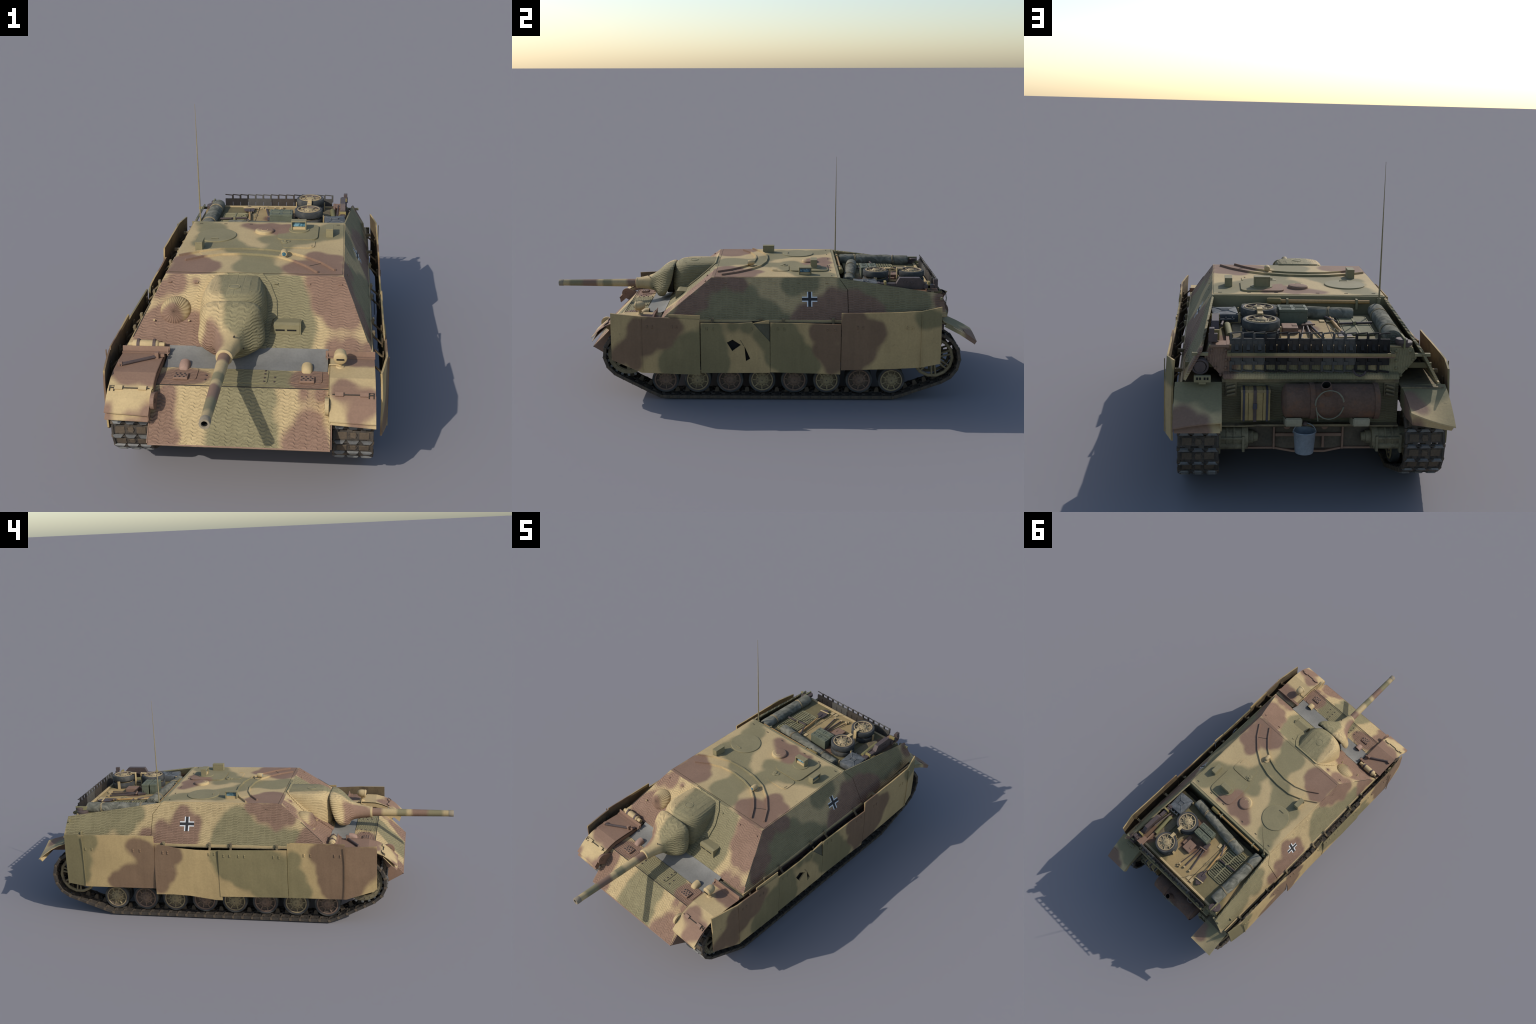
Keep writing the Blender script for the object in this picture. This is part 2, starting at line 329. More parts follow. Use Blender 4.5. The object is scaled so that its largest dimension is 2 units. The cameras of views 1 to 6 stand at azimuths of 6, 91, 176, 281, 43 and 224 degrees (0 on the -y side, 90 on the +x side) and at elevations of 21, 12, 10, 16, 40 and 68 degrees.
def radial_paste():
    k = NT("ball_mount_paste")
    nc = k.noise(13.0, 2.0, 0.5)
    p = k.sep()
    m = spots(k, k.comb(p[0], p[1]), [(-.27, -.40, .065), (-.31, -.385, .05)])
    col = k.mix(m, SAND, BROWN)
    col = weather(k, col)
    dx = k.m("ADD", p[0], 0.263)
    dz = k.m("ADD", p[2], -0.470)
    ang = k.m("ARCTAN2", dx, dz)
    s = k.m("SINE", k.m("ADD", k.m("MULTIPLY", ang, 26.0), k.m("MULTIPLY", nc, 9.0)))
    col = k.mix(1.0, col, k.gray(k.rng(s, -1, 1, 0.84, 1.05)), "MULTIPLY")  # shade between the radial ridges is mixed into the colour
    return k.done(col, 0.8, 0, k.bump(k.rng(s, -1, 1, 0, 1), 0.8, 0.002))


M["ball"] = radial_paste()

# ----------------------------------------------------------------------------
# mesh helpers
# ----------------------------------------------------------------------------
def new_obj(name, bm, mats, parent, smooth=None, kind=None):
    bmesh.ops.remove_doubles(bm, verts=bm.verts, dist=1e-6)
    bmesh.ops.recalc_face_normals(bm, faces=bm.faces)
    me = D.meshes.new(name)
    bm.to_mesh(me)
    bm.free()
    if not isinstance(mats, (list, tuple)):
        mats = [mats]
    for m in mats:
        me.materials.append(m)
    if smooth is not None:
        for p in me.polygons:
            p.use_smooth = True
        me.set_sharp_from_angle(angle=math.radians(smooth))
    ob = D.objects.new(name, me)
    COL.objects.link(ob)
    if parent is not None:
        ob.parent = parent
    if kind:
        ob["kind"] = kind
    return ob


def empty(name, parent=None):
    ob = D.objects.new(name, None)
    COL.objects.link(ob)
    ob.parent = parent
    return ob


def add_poly(bm, pts, mi=0):
    f = bm.faces.new([bm.verts.new(p) for p in pts])
    f.material_index = mi
    return f


def add_prism(bm, pts, vec, mi=0):
    """closed solid: polygon pts extruded along vec"""
    vec = V(vec)
    a = [bm.verts.new(p) for p in pts]
    b = [bm.verts.new(V(p) + vec) for p in pts]
    fs = [bm.faces.new(a[::-1]), bm.faces.new(b)]
    n = len(pts)
    for i in range(n):
        fs.append(bm.faces.new((a[i], a[(i + 1) % n], b[(i + 1) % n], b[i])))
    for f in fs:
        f.material_index = mi
    return a + b


def add_box(bm, c, s, rot=None, mi=0, bev=0.0):
    hx, hy, hz = s[0] / 2, s[1] / 2, s[2] / 2
    mat = Matrix.Translation(V(c)) @ (rot.to_4x4() if rot is not None else Matrix())
    r = bmesh.ops.create_cube(bm, size=1.0, matrix=mat @ Matrix.Diagonal((s[0], s[1], s[2], 1)))
    vs = r["verts"]
    fs = set(f for v in vs for f in v.link_faces)
    for f in fs:
        f.material_index = mi
    if bev > 0:
        es = list(set(e for v in vs for e in v.link_edges))
        rb = bmesh.ops.bevel(bm, geom=es, offset=bev, segments=2, affect="EDGES", profile=0.6)
        for f in rb["faces"]:
            f.material_index = mi
    return vs


def frame(d):
    d = V(d).normalized()
    up = V((0, 0, 1)) if abs(d.z) < 0.9 else V((1, 0, 0))
    a = d.cross(up).normalized()
    return a, d.cross(a).normalized()


def add_tube(bm, path, rad, seg=10, mi=0, closed=False, cap=True):
    """swept round tube, rad is a number or a list"""
    path = [V(p) for p in path]
    n = len(path)
    rad = rad if isinstance(rad, (list, tuple)) else [rad] * n
    rings = []
    a = None
    for i, p in enumerate(path):
        if closed:
            d = path[(i + 1) % n] - path[i - 1]
        else:
            d = path[min(i + 1, n - 1)] - path[max(i - 1, 0)]
        d.normalize()
        if a is None:
            a, b = frame(d)
        else:
            a = (a - d * a.dot(d)).normalized()
            b = d.cross(a).normalized()
        rings.append([bm.verts.new(p + (a * math.cos(t) + b * math.sin(t)) * rad[i])
                      for t in [2 * math.pi * j / seg for j in range(seg)]])
    rr = range(n if closed else n - 1)
    for i in rr:
        r0, r1 = rings[i], rings[(i + 1) % n]
        for j in range(seg):
            bm.faces.new((r0[j], r0[(j + 1) % seg], r1[(j + 1) % seg], r1[j])).material_index = mi
    if cap and not closed:
        bm.faces.new(rings[0][::-1]).material_index = mi
        bm.faces.new(rings[-1]).material_index = mi
    return rings


def add_lathe(bm, prof, origin, axis, seg=32, mi=0, a0=0.0):
    """revolve (t along axis, radius) profile"""
    ax = V(axis).normalized()
    a, b = frame(ax)
    o = V(origin)
    rings = []
    for t, r in prof:
        if r < 1e-6:
            rings.append([bm.verts.new(o + ax * t)])
        else:
            rings.append([bm.verts.new(o + ax * t + (a * math.cos(q + a0) + b * math.sin(q + a0)) * r)
                          for q in [2 * math.pi * j / seg for j in range(seg)]])
    for r0, r1 in zip(rings, rings[1:]):
        for j in range(seg):
            q = (j + 1) % seg
            if len(r0) == 1 and len(r1) == 1:
                continue
            if len(r0) == 1:
                f = bm.faces.new((r0[0], r1[q], r1[j]))
            elif len(r1) == 1:
                f = bm.faces.new((r0[j], r0[q], r1[0]))
            else:
                f = bm.faces.new((r0[j], r0[q], r1[q], r1[j]))
            f.material_index = mi
    return rings


def obj_box(name, c, s, mat, parent, rot=None, bev=0.0015):
    bm = bmesh.new()
    add_box(bm, c, s, rot, 0, bev)
    return new_obj(name, bm, mat, parent)


def obj_tube(name, path, rad, mat, parent, seg=12, closed=False):
    bm = bmesh.new()
    add_tube(bm, path, rad, seg, 0, closed)
    return new_obj(name, bm, mat, parent, 40)


def plate(name, pts, t, mat, parent, bev=0.0):
    """flat armour plate: outer outline and thickness inwards"""
    pts = [V(p) for p in pts]
    nrm = V((0, 0, 0))
    for i in range(len(pts)):
        nrm += pts[i].cross(pts[(i + 1) % len(pts)])
    nrm.normalize()
    bm = bmesh.new()
    add_prism(bm, pts, -nrm * t)
    if bev:
        bmesh.ops.recalc_face_normals(bm, faces=bm.faces)
        bmesh.ops.bevel(bm, geom=bm.edges[:], offset=bev, segments=2, affect="EDGES", profile=0.6)
    return new_obj(name, bm, mat, parent)


def mirror_pts(pts):
    return [(-x, y, z) for x, y, z in pts][::-1]


def rounded(pts, r, seg=4):
    """round the corners of a flat polygon"""
    out = []
    n = len(pts)
    for i in range(n):
        p, a, b = V(pts[i]), V(pts[i - 1]), V(pts[(i + 1) % n])
        u, w = (a - p).normalized(), (b - p).normalized()
        p0, p1 = p + u * r, p + w * r
        for j in range(seg + 1):
            t = j / seg
            out.append((1 - t) ** 2 * p0 + 2 * t * (1 - t) * p + t * t * p1)
    return out


# ----------------------------------------------------------------------------
# the vehicle
# ----------------------------------------------------------------------------
ROOT = empty("tank_destroyer")
ROOT["label"] = "low turretless tank destroyer in three-colour camouflage with side skirts"
ROOT["category"] = "tank destroyer"

SX = (1, -1)

# ---- lower hull -------------------------------------------------------------
hull = empty("hull", ROOT)


def hull_section():
    bm = bmesh.new()
    prof = [(-.66, .135), (-.70, .166), (-.766, .207), (-.634, .338), (-.53, .343), (-.47, .343), (-.43, .358), (.812, .366), (.812, .238),
            (.79, .236), (.80, .146), (.70, .132)]
    add_prism(bm, [(-.279, y, z) for y, z in prof], (.558, 0, 0))
    return new_obj("lower_hull", bm, M["hull"], hull)


hull_section()
# bow armour on top of the core
plate("nose_plate", [(-.2795, -.7675, .2075), (.2795, -.7675, .2075), (.2795, -.6345, .3425), (-.2795, -.6345, .3425)], .004, M["nose"], hull)
plate("lower_nose_plate", [(.2795, -.7675, .2075), (-.2795, -.7675, .2075), (-.2795, -.699, .1655), (.2795, -.699, .1655)], .004, M["brown"], hull)
plate("bow_deck", [(-.272, -.6325, .3435), (.272, -.6325, .3435), (.272, -.531, .3495), (-.272, -.531, .3495)], .004, M["bow"], hull)
obj_box("weld_seam", (0, -.6335, .3428), (.545, .0025, .0035), M["seam"], hull, bev=0)
obj_box("weld_seam", (0, -.627, .3445), (.545, .003, .0015), M["bow"], hull, bev=0)
for s in SX:   # flank sides of the bow, painted
    plate("bow_side_plate", [(s * .281, -.762, .210), (s * .281, -.634, .342), (s * .281, -.45, .345), (s * .281, -.45, .2), (s * .281, -.70, .17)][::s], .003, M["brown"], hull)

# brake access hatches and centre cover on the bow deck
def deck_z(y):
    return .3435 + (y + .6325) / .1015 * .006


def deck_hatch(x0, x1, y0, y1, name="access_hatch"):
    bm = bmesh.new()
    pts = rounded([(x0, y0, deck_z(y0) + .0025), (x1, y0, deck_z(y0) + .0025), (x1, y1, deck_z(y1) + .0025), (x0, y1, deck_z(y1) + .0025)], .012)
    add_prism(bm, pts, (0, 0, -.004))
    return new_obj(name, bm, M["bow"], hull)


deck_hatch(.150, .250, -.603, -.533)
deck_hatch(-.250, -.150, -.603, -.533)
deck_hatch(-.098, .078, -.612, -.533, "gearbox_cover")
bm = bmesh.new()
for i in range(4):
    for sx in (-.088, .068):
        for dy in (-.604, -.582, -.56, -.54):
            add_lathe(bm, [(0, .003), (.003, .003), (.0035, 0)], (sx, dy, deck_z(dy) + .0025), (0, 0, 1), 6)
    break
for sx in (-.12, .1):
    for dy in (-.60, -.575):
        add_lathe(bm, [(0, .003), (.003, .003), (.0035, 0)], (sx, dy, deck_z(dy)), (0, 0, 1), 6)
new_obj("deck_bolt", bm, M["tool"], hull, kind="stuff")


def tread_pad(x):
    """small foot plate, its drill holes laid on as dark discs"""
    bm = bmesh.new()
    z = deck_z(-.59)
    add_box(bm, (x, -.59, z + .006), (.046, .034, .008), None, 0, .002)
    for i in range(3):
        for j in range(3):
            add_lathe(bm, [(0, .0034), (.0008, .0034), (.0008, 0)], (x + (i - 1) * .014 + (.003 if j % 2 else -.003), -.59 + (j - 1) * .0105, z + .0098), (0, 0, 1), 8, 1)
    return new_obj("foot_pad", bm, [M["brown"], M["mark"]], hull)


def vent_cowl(x, mat):
    """low streamlined air cowl, its rear opening a closed dark face"""
    bm = bmesh.new()
    y0, y1 = -.549, -.510
    rings = []
    secs = [(0, .25), (.12, .62), (.3, .85), (.6, 1.0), (1, 1.0)]
    for t, k in secs:
        y = y0 + (y1 - y0) * t
        w, h = .0185 * (.5 + .5 * k), .0235 * k
        z = deck_z(y) - .002
        rings.append([bm.verts.new((x + w * math.cos(a) if abs(math.cos(a)) < 2 else x, y, z + h * max(0, math.sin(a)) ** .7))
                      for a in [math.pi * j / 12 for j in range(13)]])
    for r0, r1 in zip(rings, rings[1:]):
        for j in range(12):
            bm.faces.new((r0[j], r0[j + 1], r1[j + 1], r1[j]))
    bm.faces.new(rings[0])
    back = bm.faces.new(rings[-1][::-1])
    back.material_index = 1
    return new_obj("air_cowl", bm, [mat, M["seam"]], hull, 50)


tread_pad(.203)
tread_pad(-.199)
vent_cowl(.200, M["sand"])
vent_cowl(-.199, plain("cowl_pinkish_brown", (.30, .19, .14)))

# tow lugs either side of the nose plate
for s in SX:
    bm = bmesh.new()
    pts = [(s * .262, -.64, .325)] + [(s * .262, -.700 + .026 * math.cos(a), .322 + .026 * math.sin(a)) for a in [math.radians(q) for q in range(70, 251, 20)]] + [(s * .262, -.68, .28)]
    add_prism(bm, pts, (s * .012, 0, 0))
    add_lathe(bm, [(-.001, .007), (.014, .007), (.014, 0)], (s * .262, -.704, .325), (s, 0, 0), 12, 1)
    new_obj("tow_lug", bm, [M["brown"] if s < 0 else M["sand"], M["seam"]], hull)

# sponson floor and fender strips
for s in SX:
    obj_box("track_guard", (s * .348, .205, .3655), (.134, 1.30, .005), M["hull"], hull, bev=0.001)
    obj_box("guard_rail", (s * .4085, -.01, .3705), (.007, .845, .014), M["sand"], hull, bev=0.001)
    if s > 0:
        obj_box("guard_lip", (s * .4085, .205, .348), (.003, 1.27, .034), M["strap"], hull, bev=0)
    obj_box("guard_rail", (s * .404, .625, .3715), (.007, .415, .012), M["sand"], hull, bev=0.001)

# ---- casemate ---------------------------------------------------------------
casemate = empty("casemate", ROOT)
RX, RZ = .312, .55
plate("front_plate", [(-.4095, -.431, .3745), (.4095, -.431, .3745), (RX + .001, -.2065, RZ - .0012), (-RX - .001, -.2065, RZ - .0012)], .01, M["front"], casemate)
plate("roof_edge_plate", [(-RX, -.206, RZ - .001), (RX, -.206, RZ - .001), (RX, .37, RZ - .001), (-RX, .37, RZ - .001)], .01, M["roof"], casemate)
plate("roof_plate", [(-RX + .004, -.190, RZ + .0012), (RX - .004, -.190, RZ + .0012), (RX - .004, .3675, RZ + .0012), (-RX + .004, .3675, RZ + .0012)], .003, M["roof"], casemate, .0008)
obj_box("roof_seam", (0, -.1912, RZ - .0003), (.616, .0016, .0012), M["seam"], casemate, bev=0)
plate("rear_wall", [(RX, .37, RZ - .001), (-RX, .37, RZ - .001), (-.395, .376, .385), (.395, .376, .385)][::-1], -.01, M["green"], casemate)


def side_plate(s):
    pts = [(s * RX, -.2, RZ - .0012), (s * .4095, -.430, .373), (s * .412, .412, .371), (s * .341, .412, .4985), (s * RX, .37, RZ - .0012)]
    plate("side_plate", pts if s < 0 else pts, .01, M["left"] if s > 0 else M["right"], casemate)


def fix_plate(ob, inward):
    """make the thickness go towards the given point"""
    return ob


def side_plate2(s, pts, name, mat, t=.009):
    pts = [V(p) for p in pts]
    nrm = (pts[1] - pts[0]).cross(pts[2] - pts[0]).normalized()
    if nrm.x * s < 0:
        nrm = -nrm
    bm = bmesh.new()
    add_prism(bm, pts, -nrm * t)
    return new_obj(name, bm, mat, casemate)


for s in SX:
    mt = M["left"] if s > 0 else M["right"]
    side_plate2(s, [(s * (RX + .001), -.2065, RZ - .0012), (s * .4095, -.431, .3745), (s * .4125, .4115, .3725), (s * .342, .4115, .4985), (s * .3135, .372, .549)], "side_plate", mt)
    side_plate2(s, [(s * .3135, .3755, .548), (s * .342, .4145, .498), (s * .4125, .4145, .3725), (s * .397, .854, .391), (s * .347, .84, .482)], "rear_side_plate", mt, .008)

# bolt lugs along the top of the front and sides
bm = bmesh.new()
for x in (-.295, -.20, .08, .192, .302):
    y = -.234
    add_box(bm, (x, y, .549 + (y + .2065) * .777 + .001), (.013, .007, .006), Matrix.Rotation(math.radians(37), 3, "X"), 0, .0012)
new_obj("lifting_lug", bm, M["front"], casemate, kind="stuff")
for s in SX:
    bm = bmesh.new()
    for y in (-.14, -.03, .08, .19, .32):
        add_box(bm, (s * .3255, y, .5265), (.004, .012, .006), Matrix.Rotation(s * math.radians(28), 3, "Y"), 0, .001)
    new_obj("lifting_lug", bm, M["left" if s > 0 else "right"], casemate, kind="stuff")
bm = bmesh.new()
for x in (.285, .18, .082, -.07, -.175, -.276):
    add_box(bm, (x, .343, RZ + .0016), (.013, .004, .0012), None, 0, 0)
new_obj("slot_strip", bm, M["seam"], casemate, kind="stuff")  # thin dark strips laid on the roof to stand for slots


# crosses
def cross(s):
    cy, cz = .2405, .4605
    # plane of the side plate
    x_at = lambda z: .312 + (.55 - z) * .55 + .0012
    up = V((.55, 0, -1)).normalized() * -1     # up along the slope on the +x side
    c0 = V((x_at(cz), cy, cz))
    n = V((1, 0, .55)).normalized()

    def bar(bm, u0, u1, v0, v1, mi, h):
        pts = []
        for u, v in ((u0, v0), (u1, v0), (u1, v1), (u0, v1)):
            p = c0 + V((0, 1, 0)) * u + up * v
            pts.append(V((p.x * s, p.y, p.z)))
        nn = V((n.x * s, 0, n.z))
        add_prism(bm, pts, nn * h, mi)
    bm = bmesh.new()
    L, b, w = .0345, .0068, .0052
    bar(bm, -L, L, -b, b, 0, .0009)
    bar(bm, -b, b, b, L, 0, .0009)
    bar(bm, -b, b, -L, -b, 0, .0009)
    for a in (1, -1):
        for c in (1, -1):
            u0, u1 = sorted((a * b, a * L))
            v0, v1 = sorted((c * b, c * (b + w)))
            bar(bm, u0, u1, v0, v1, 1, .0010)
            u0, u1 = sorted((a * b, a * (b + w)))
            v0, v1 = sorted((c * (b + w), c * L))
            bar(bm, u0, u1, v0, v1, 1, .0010)
    return new_obj("national_cross", bm, [M["mark"], M["white"]], casemate)


cross(1)
cross(-1)

# ---- roof fittings ----------------------------------------------------------
bm = bmesh.new()
add_lathe(bm, [(0, .077), (.0035, .077), (.0045, .0755), (.0045, 0)], (-.190, .197, RZ + .001), (0, 0, 1), 40)
add_tube(bm, [(-.205, .146, RZ + .005), (-.205, .146, RZ + .009), (-.178, .146, RZ + .009), (-.178, .146, RZ + .005)], .0015, 6)
new_obj("loader_hatch", bm, M["green"], casemate, 30)

bm = bmesh.new()
hp = rounded([(.208, .153, RZ + .001), (.208, .331, RZ + .001), (.050, .331, RZ + .001), (.050, .153, RZ + .001)], .032, 5)
add_prism(bm, hp, (0, 0, .006))
new_obj("commander_hatch", bm, M["roof"], casemate)
bm = bmesh.new()
hp = rounded([(.200, .148, RZ + .001), (.078, .148, RZ + .001), (.078, .066, RZ + .001), (.200, .066, RZ + .001)], .022, 5)
add_prism(bm, hp, (0, 0, .0032))
add_box(bm, (.187, .083, RZ + .005), (.004, .022, .003))
new_obj("scope_flap", bm, M["roof"], casemate)
bm = bmesh.new()
add_lathe(bm, [(0, .042), (.009, .041), (.0095, 0)], (.131, .262, RZ + .001), (0, 0, 1), 32)
new_obj("periscope_turntable", bm, M["green"], casemate, 30)
bm = bmesh.new()
for a in range(3):
    t = a * 2.09 + .4
    add_lathe(bm, [(0, .011), (.005, .011), (.006, .009), (.006, 0)], (.086 + .009 * math.cos(t), .127 + .009 * math.sin(t), RZ + .001), (0, 0, 1), 12)
add_lathe(bm, [(0, .006), (.010, .005), (.011, 0)], (.086, .127, RZ + .001), (0, 0, 1), 10)
new_obj("hatch_clasp", bm, M["green"], casemate, 40)
bm = bmesh.new()
add_lathe(bm, [(0, .0385), (.008, .037), (.011, .033), (.0125, .020), (.0125, .0)], (-.006, .252, RZ + .001), (0, 0, 1), 32)
add_tube(bm, [(-.006 + .013 * math.cos(a), .240 + .010 * math.sin(a), RZ + .0128) for a in [math.radians(150 + 240 * i / 14) for i in range(15)]], .0016, 6, 1)  # sand-coloured arc stands in for a crescent highlight
new_obj("ventilator", bm, [M["roof"], M["sand"]], casemate, 30)


def periscope(c, w, d, h, face):
    """square periscope hood open on one side, with a glass block inside; face = direction of the opening"""
    ax = {"-y": 0, "x": math.pi / 2, "-x": -math.pi / 2}[face]
    rot = Matrix.Rotation(ax, 3, "Z")
    P = lambda p: V(c) + rot @ V(p)
    bm = bmesh.new()
    t = .0045
    add_box(bm, P((0, 0, h - t / 2)), (w, d, t), rot, 0, .001)
    add_box(bm, P((-w / 2 + t / 2, 0, h / 2 - t / 2)), (t, d - .001, h - t), rot, 0, .0008)
    add_box(bm, P((w / 2 - t / 2, 0, h / 2 - t / 2)), (t, d - .001, h - t), rot, 0, .0008)
    add_box(bm, P((0, d / 2 - t / 2, h / 2 - t / 2)), (w - 2 * t - .0005, t, h - t - .0005), rot, 0)
    add_box(bm, P((0, .002, h * .16)), (w - 2 * t - .001, d - t - .002, h * .3), rot, 2)
    ob = new_obj("periscope", bm, [M["green"], M["glass"], M["sand"]], casemate)
    bm = bmesh.new()
    add_box(bm, P((0, .004, h * .56)), (w - 2 * t - .001, d * .55, h * .45), rot, 0, .001)
    g = new_obj("periscope_glass", bm, M["glass"], casemate)
    return ob


periscope((.130, .266, RZ + .0085), .060, .030, .038, "-y")
periscope((.2535, .222, RZ + .001), .058, .028, .034, "x")
periscope((-.2335, .047, RZ + .001), .058, .028, .036, "-x")

# curved gun-sight slide rails
OUT = [(.281, -.162), (.236, -.094), (.175, -.033), (.102, .014), (.022, .037), (-.063, .044), (-.146, .039), (-.230, .008), (-.300, -.036)]
INN = [(.221, -.185), (.182, -.129), (.135, -.080), (.073, -.038), (.012, -.019), (-.068, -.011), (-.141, -.019), (-.204, -.042), (-.267, -.083)]


def curb(name, line, w=.0075, h=.009):
    bm = bmesh.new()
    L, R = [], []
    for i, p in enumerate(line):
        a, b = V(line[max(i - 1, 0)]), V(line[min(i + 1, len(line) - 1)])
        d = (b - a).normalized()
        n = V((-d.y, d.x))
        L.append(V(p) + n * w / 2)
        R.append(V(p) - n * w / 2)
    z0, z1 = RZ, RZ + h
    rows = [[bm.verts.new((*q, z)) for q in side] for side, z in ((L, z0), (L, z1), (R, z1), (R, z0))]
    for a in range(4):
        r0, r1 = rows[a], rows[(a + 1) % 4]
        for i in range(len(line) - 1):
            bm.faces.new((r0[i], r0[i + 1], r1[i + 1], r1[i]))
    bm.faces.new([r[0] for r in rows])
    bm.faces.new([r[-1] for r in rows][::-1])
    bmesh.ops.recalc_face_normals(bm, faces=bm.faces)
    bmesh.ops.bevel(bm, geom=[e for e in bm.edges if all(abs(v.co.z - z1) < 1e-6 for v in e.verts)], offset=.0012, segments=2, affect="EDGES")
    return new_obj(name, bm, M["roof"], casemate)


curb("sight_rail", OUT)
curb("sight_rail", INN)
bm = bmesh.new()
mid = [((a[0] + b[0]) / 2, (a[1] + b[1]) / 2) for a, b in zip(OUT, INN)]
a, b = OUT[3:8], INN[3:8]
add_prism(bm, [(x, y, RZ + .001) for x, y in a] + [(x, y, RZ + .001) for x, y in b[::-1]], (0, 0, .0018))
new_obj("sight_cover", bm, M["roof"], casemate)
obj_box("rail_joint", (.205, -.108, RZ + .0016), (.058, .0022, .0015), M["seam"], casemate, Matrix.Rotation(math.radians(33), 3, "Z"), 0)
bm = bmesh.new()
add_lathe(bm, [(-.001, 0), (-.001, .0105), (.004, .0125), (.02, .0125), (.029, .009), (.031, 0)], (.093, -.046, .5685), V((0, 1, .05)), 20)
add_tube(bm, [(.093, -.03, .566), (.093, -.028, .551)], .006, 8)
add_lathe(bm, [(0, .018), (.004, .018), (.004, 0)], (.091, -.022, RZ + .0025), (0, 0, 1), 8)
new_obj("gun_sight", bm, M["sand"], casemate, 40)
bm = bmesh.new()
add_lathe(bm, [(-.0018, 0), (-.0015, .0075), (0, .0078)], (.093, -.0465, .5685), (0, 1, .05), 20)
new_obj("sight_lens", bm, M["glass"], casemate, 40)

# ---- gun --------------------------------------------------------------------
gun = empty("gun", ROOT)
GX = -.055


def superellipse(a, e):
    c, s = math.cos(a), math.sin(a)
    return (math.copysign(abs(c) ** e, c), math.copysign(abs(s) ** e, s))


def housing():
    """cast gun housing: tombstone-shaped slices, widening downwards, rounded shoulder"""
    bm = bmesh.new()
    #       z     half w  back w  front y  exponent
    secs = [(.335, .125, .112, -.405, .85), (.38, .125, .112, -.416, .85), (.42, .122, .108, -.427, .84), (.46, .117, .101, -.430, .82),
            (.50, .111, .091, -.426, .82), (.522, .105, .086, -.418, .82), (.537, .097, .081, -.407, .84), (.546, .087, .076, -.392, .86), (.5497, .074, .070, -.374, .9)]
    N = 36
    rings = []
    for z, hw, bw, fy, e in secs:
        pts = [(GX - .004 + bw, -.195), (GX - .004 + hw * .97, -.26)]
        yc = -.315
        for j in range(N + 1):
            a = math.pi * j / N
            c, s = superellipse(a, e)
            pts.append((GX - .004 + hw * c, yc + (fy - yc) * s))
        pts += [(GX - .004 - hw * .97, -.26), (GX - .004 - bw, -.195)]
        rings.append([bm.verts.new((x, y, z)) for x, y in pts])
    n = len(rings[0])
    for r0, r1 in zip(rings, rings[1:]):
        for j in range(n):
            bm.faces.new((r0[j], r0[(j + 1) % n], r1[(j + 1) % n], r1[j]))
    bm.faces.new(rings[0][::-1])
    bm.faces.new(rings[-1])
    return new_obj("gun_housing", bm, M["housing"], gun, 45)


housing()
bm = bmesh.new()
add_lathe(bm, [(0, .0205), (.0016, .0205), (.0022, .0195), (.0016, .018), (.0008, .0175), (.0012, .016), (.0012, 0)], (GX, -.318, .5497), (0, 0, 1), 28)
for q in range(4):
    add_lathe(bm, [(0, .0022), (.002, .0020), (.002, 0)], (GX + (.06 if q % 2 else -.058), (-.29 if q < 2 else -.355) , .5485), (0, 0, 1), 8)
new_obj("housing_plug", bm, M["green"], gun, 30)

# flange plate behind the housing, lying on the front plate
def on_front(x, y, h=0.0):
    p = V((x, y, .549 + (y + .2065) * .777))
    return p + V((0, -.6055, .7958)) * h


bm = bmesh.new()
fl = [(.030, -.203), (.060, -.235), (.085, -.285), (.090, -.335), (.075, -.345), (.060, -.43), (-.175, -.43), (-.188, -.36), (-.20, -.32), (-.20, -.285), (-.15, -.215), (-.13, -.203)]
add_prism(bm, [on_front(x, y, .0045) for x, y in fl], V((0, .6055, -.7958)) * .006)
new_obj("housing_flange", bm, M["front"], gun)


def mantlet():
    """pig-snout casting: round collar flaring backwards into a broad shield with square shoulders"""
    bm = bmesh.new()
    half = [(0, .538), (.035, .5385), (.062, .537), (.082, .532), (.094, .521), (.101, .500), (.106, .470), (.1105, .442), (.1115, .425),
            (.108, .409), (.096, .396), (.078, .386), (.056, .377), (.030, .370), (0, .367)]
    rim = half + [(-x, z) for x, z in half[-2:0:-1]]
    zc = .4315
    #       y     how far the section has grown from collar to rim
    rows = [(-.602, 0), (-.575, .06), (-.55, .13), (-.525, .24), (-.508, .37), (-.494, .52), (-.480, .69), (-.466, .83), (-.452, .93), (-.440, .985), (-.430, 1.0)]
    yr = [(.36, -.492), (.385, -.468), (.42, -.449), (.465, -.432), (.50, -.424), (.545, -.418)]
    rings = []
    # smooth the rim outline
    P = [V((x, z)) for x, z in rim]
    for _ in range(2):
        Q = []
        for i in range(len(P)):
            a, b = P[i], P[(i + 1) % len(P)]
            Q += [a * .75 + b * .25, a * .25 + b * .75]
        P = Q
    for y, w in rows:
        ring = []
        for p in P:
            a = math.atan2(p.y - zc, p.x)
            c = V((.0262 * math.cos(a), zc + .0262 * math.sin(a)))
            q = c.lerp(p, w)
            sh = (lerp_line(yr, p.y) + .430) * w ** 2
            ring.append(bm.verts.new((GX + .002 * w + q.x, y + sh, q.y)))
        rings.append(ring)
    last = rings[-1]
    c0 = sum((v.co for v in last), V()) / len(last)
    for dy, k in ((.007, .985), (.009, .95), (.004, .92), (-.018, .84)):
        rings.append([bm.verts.new(V((c0.x + (v.co.x - c0.x) * k, v.co.y + dy, c0.z + (v.co.z - c0.z) * k))) for v in last])
    N = len(P)
    for r0, r1 in zip(rings, rings[1:]):
        for j in range(N):
            bm.faces.new((r0[j], r0[(j + 1) % N], r1[(j + 1) % N], r1[j]))
    bm.faces.new(rings[0][::-1])
    bm.faces.new(rings[-1])
    return new_obj("gun_mantlet", bm, M["mantlet"], gun, 50)


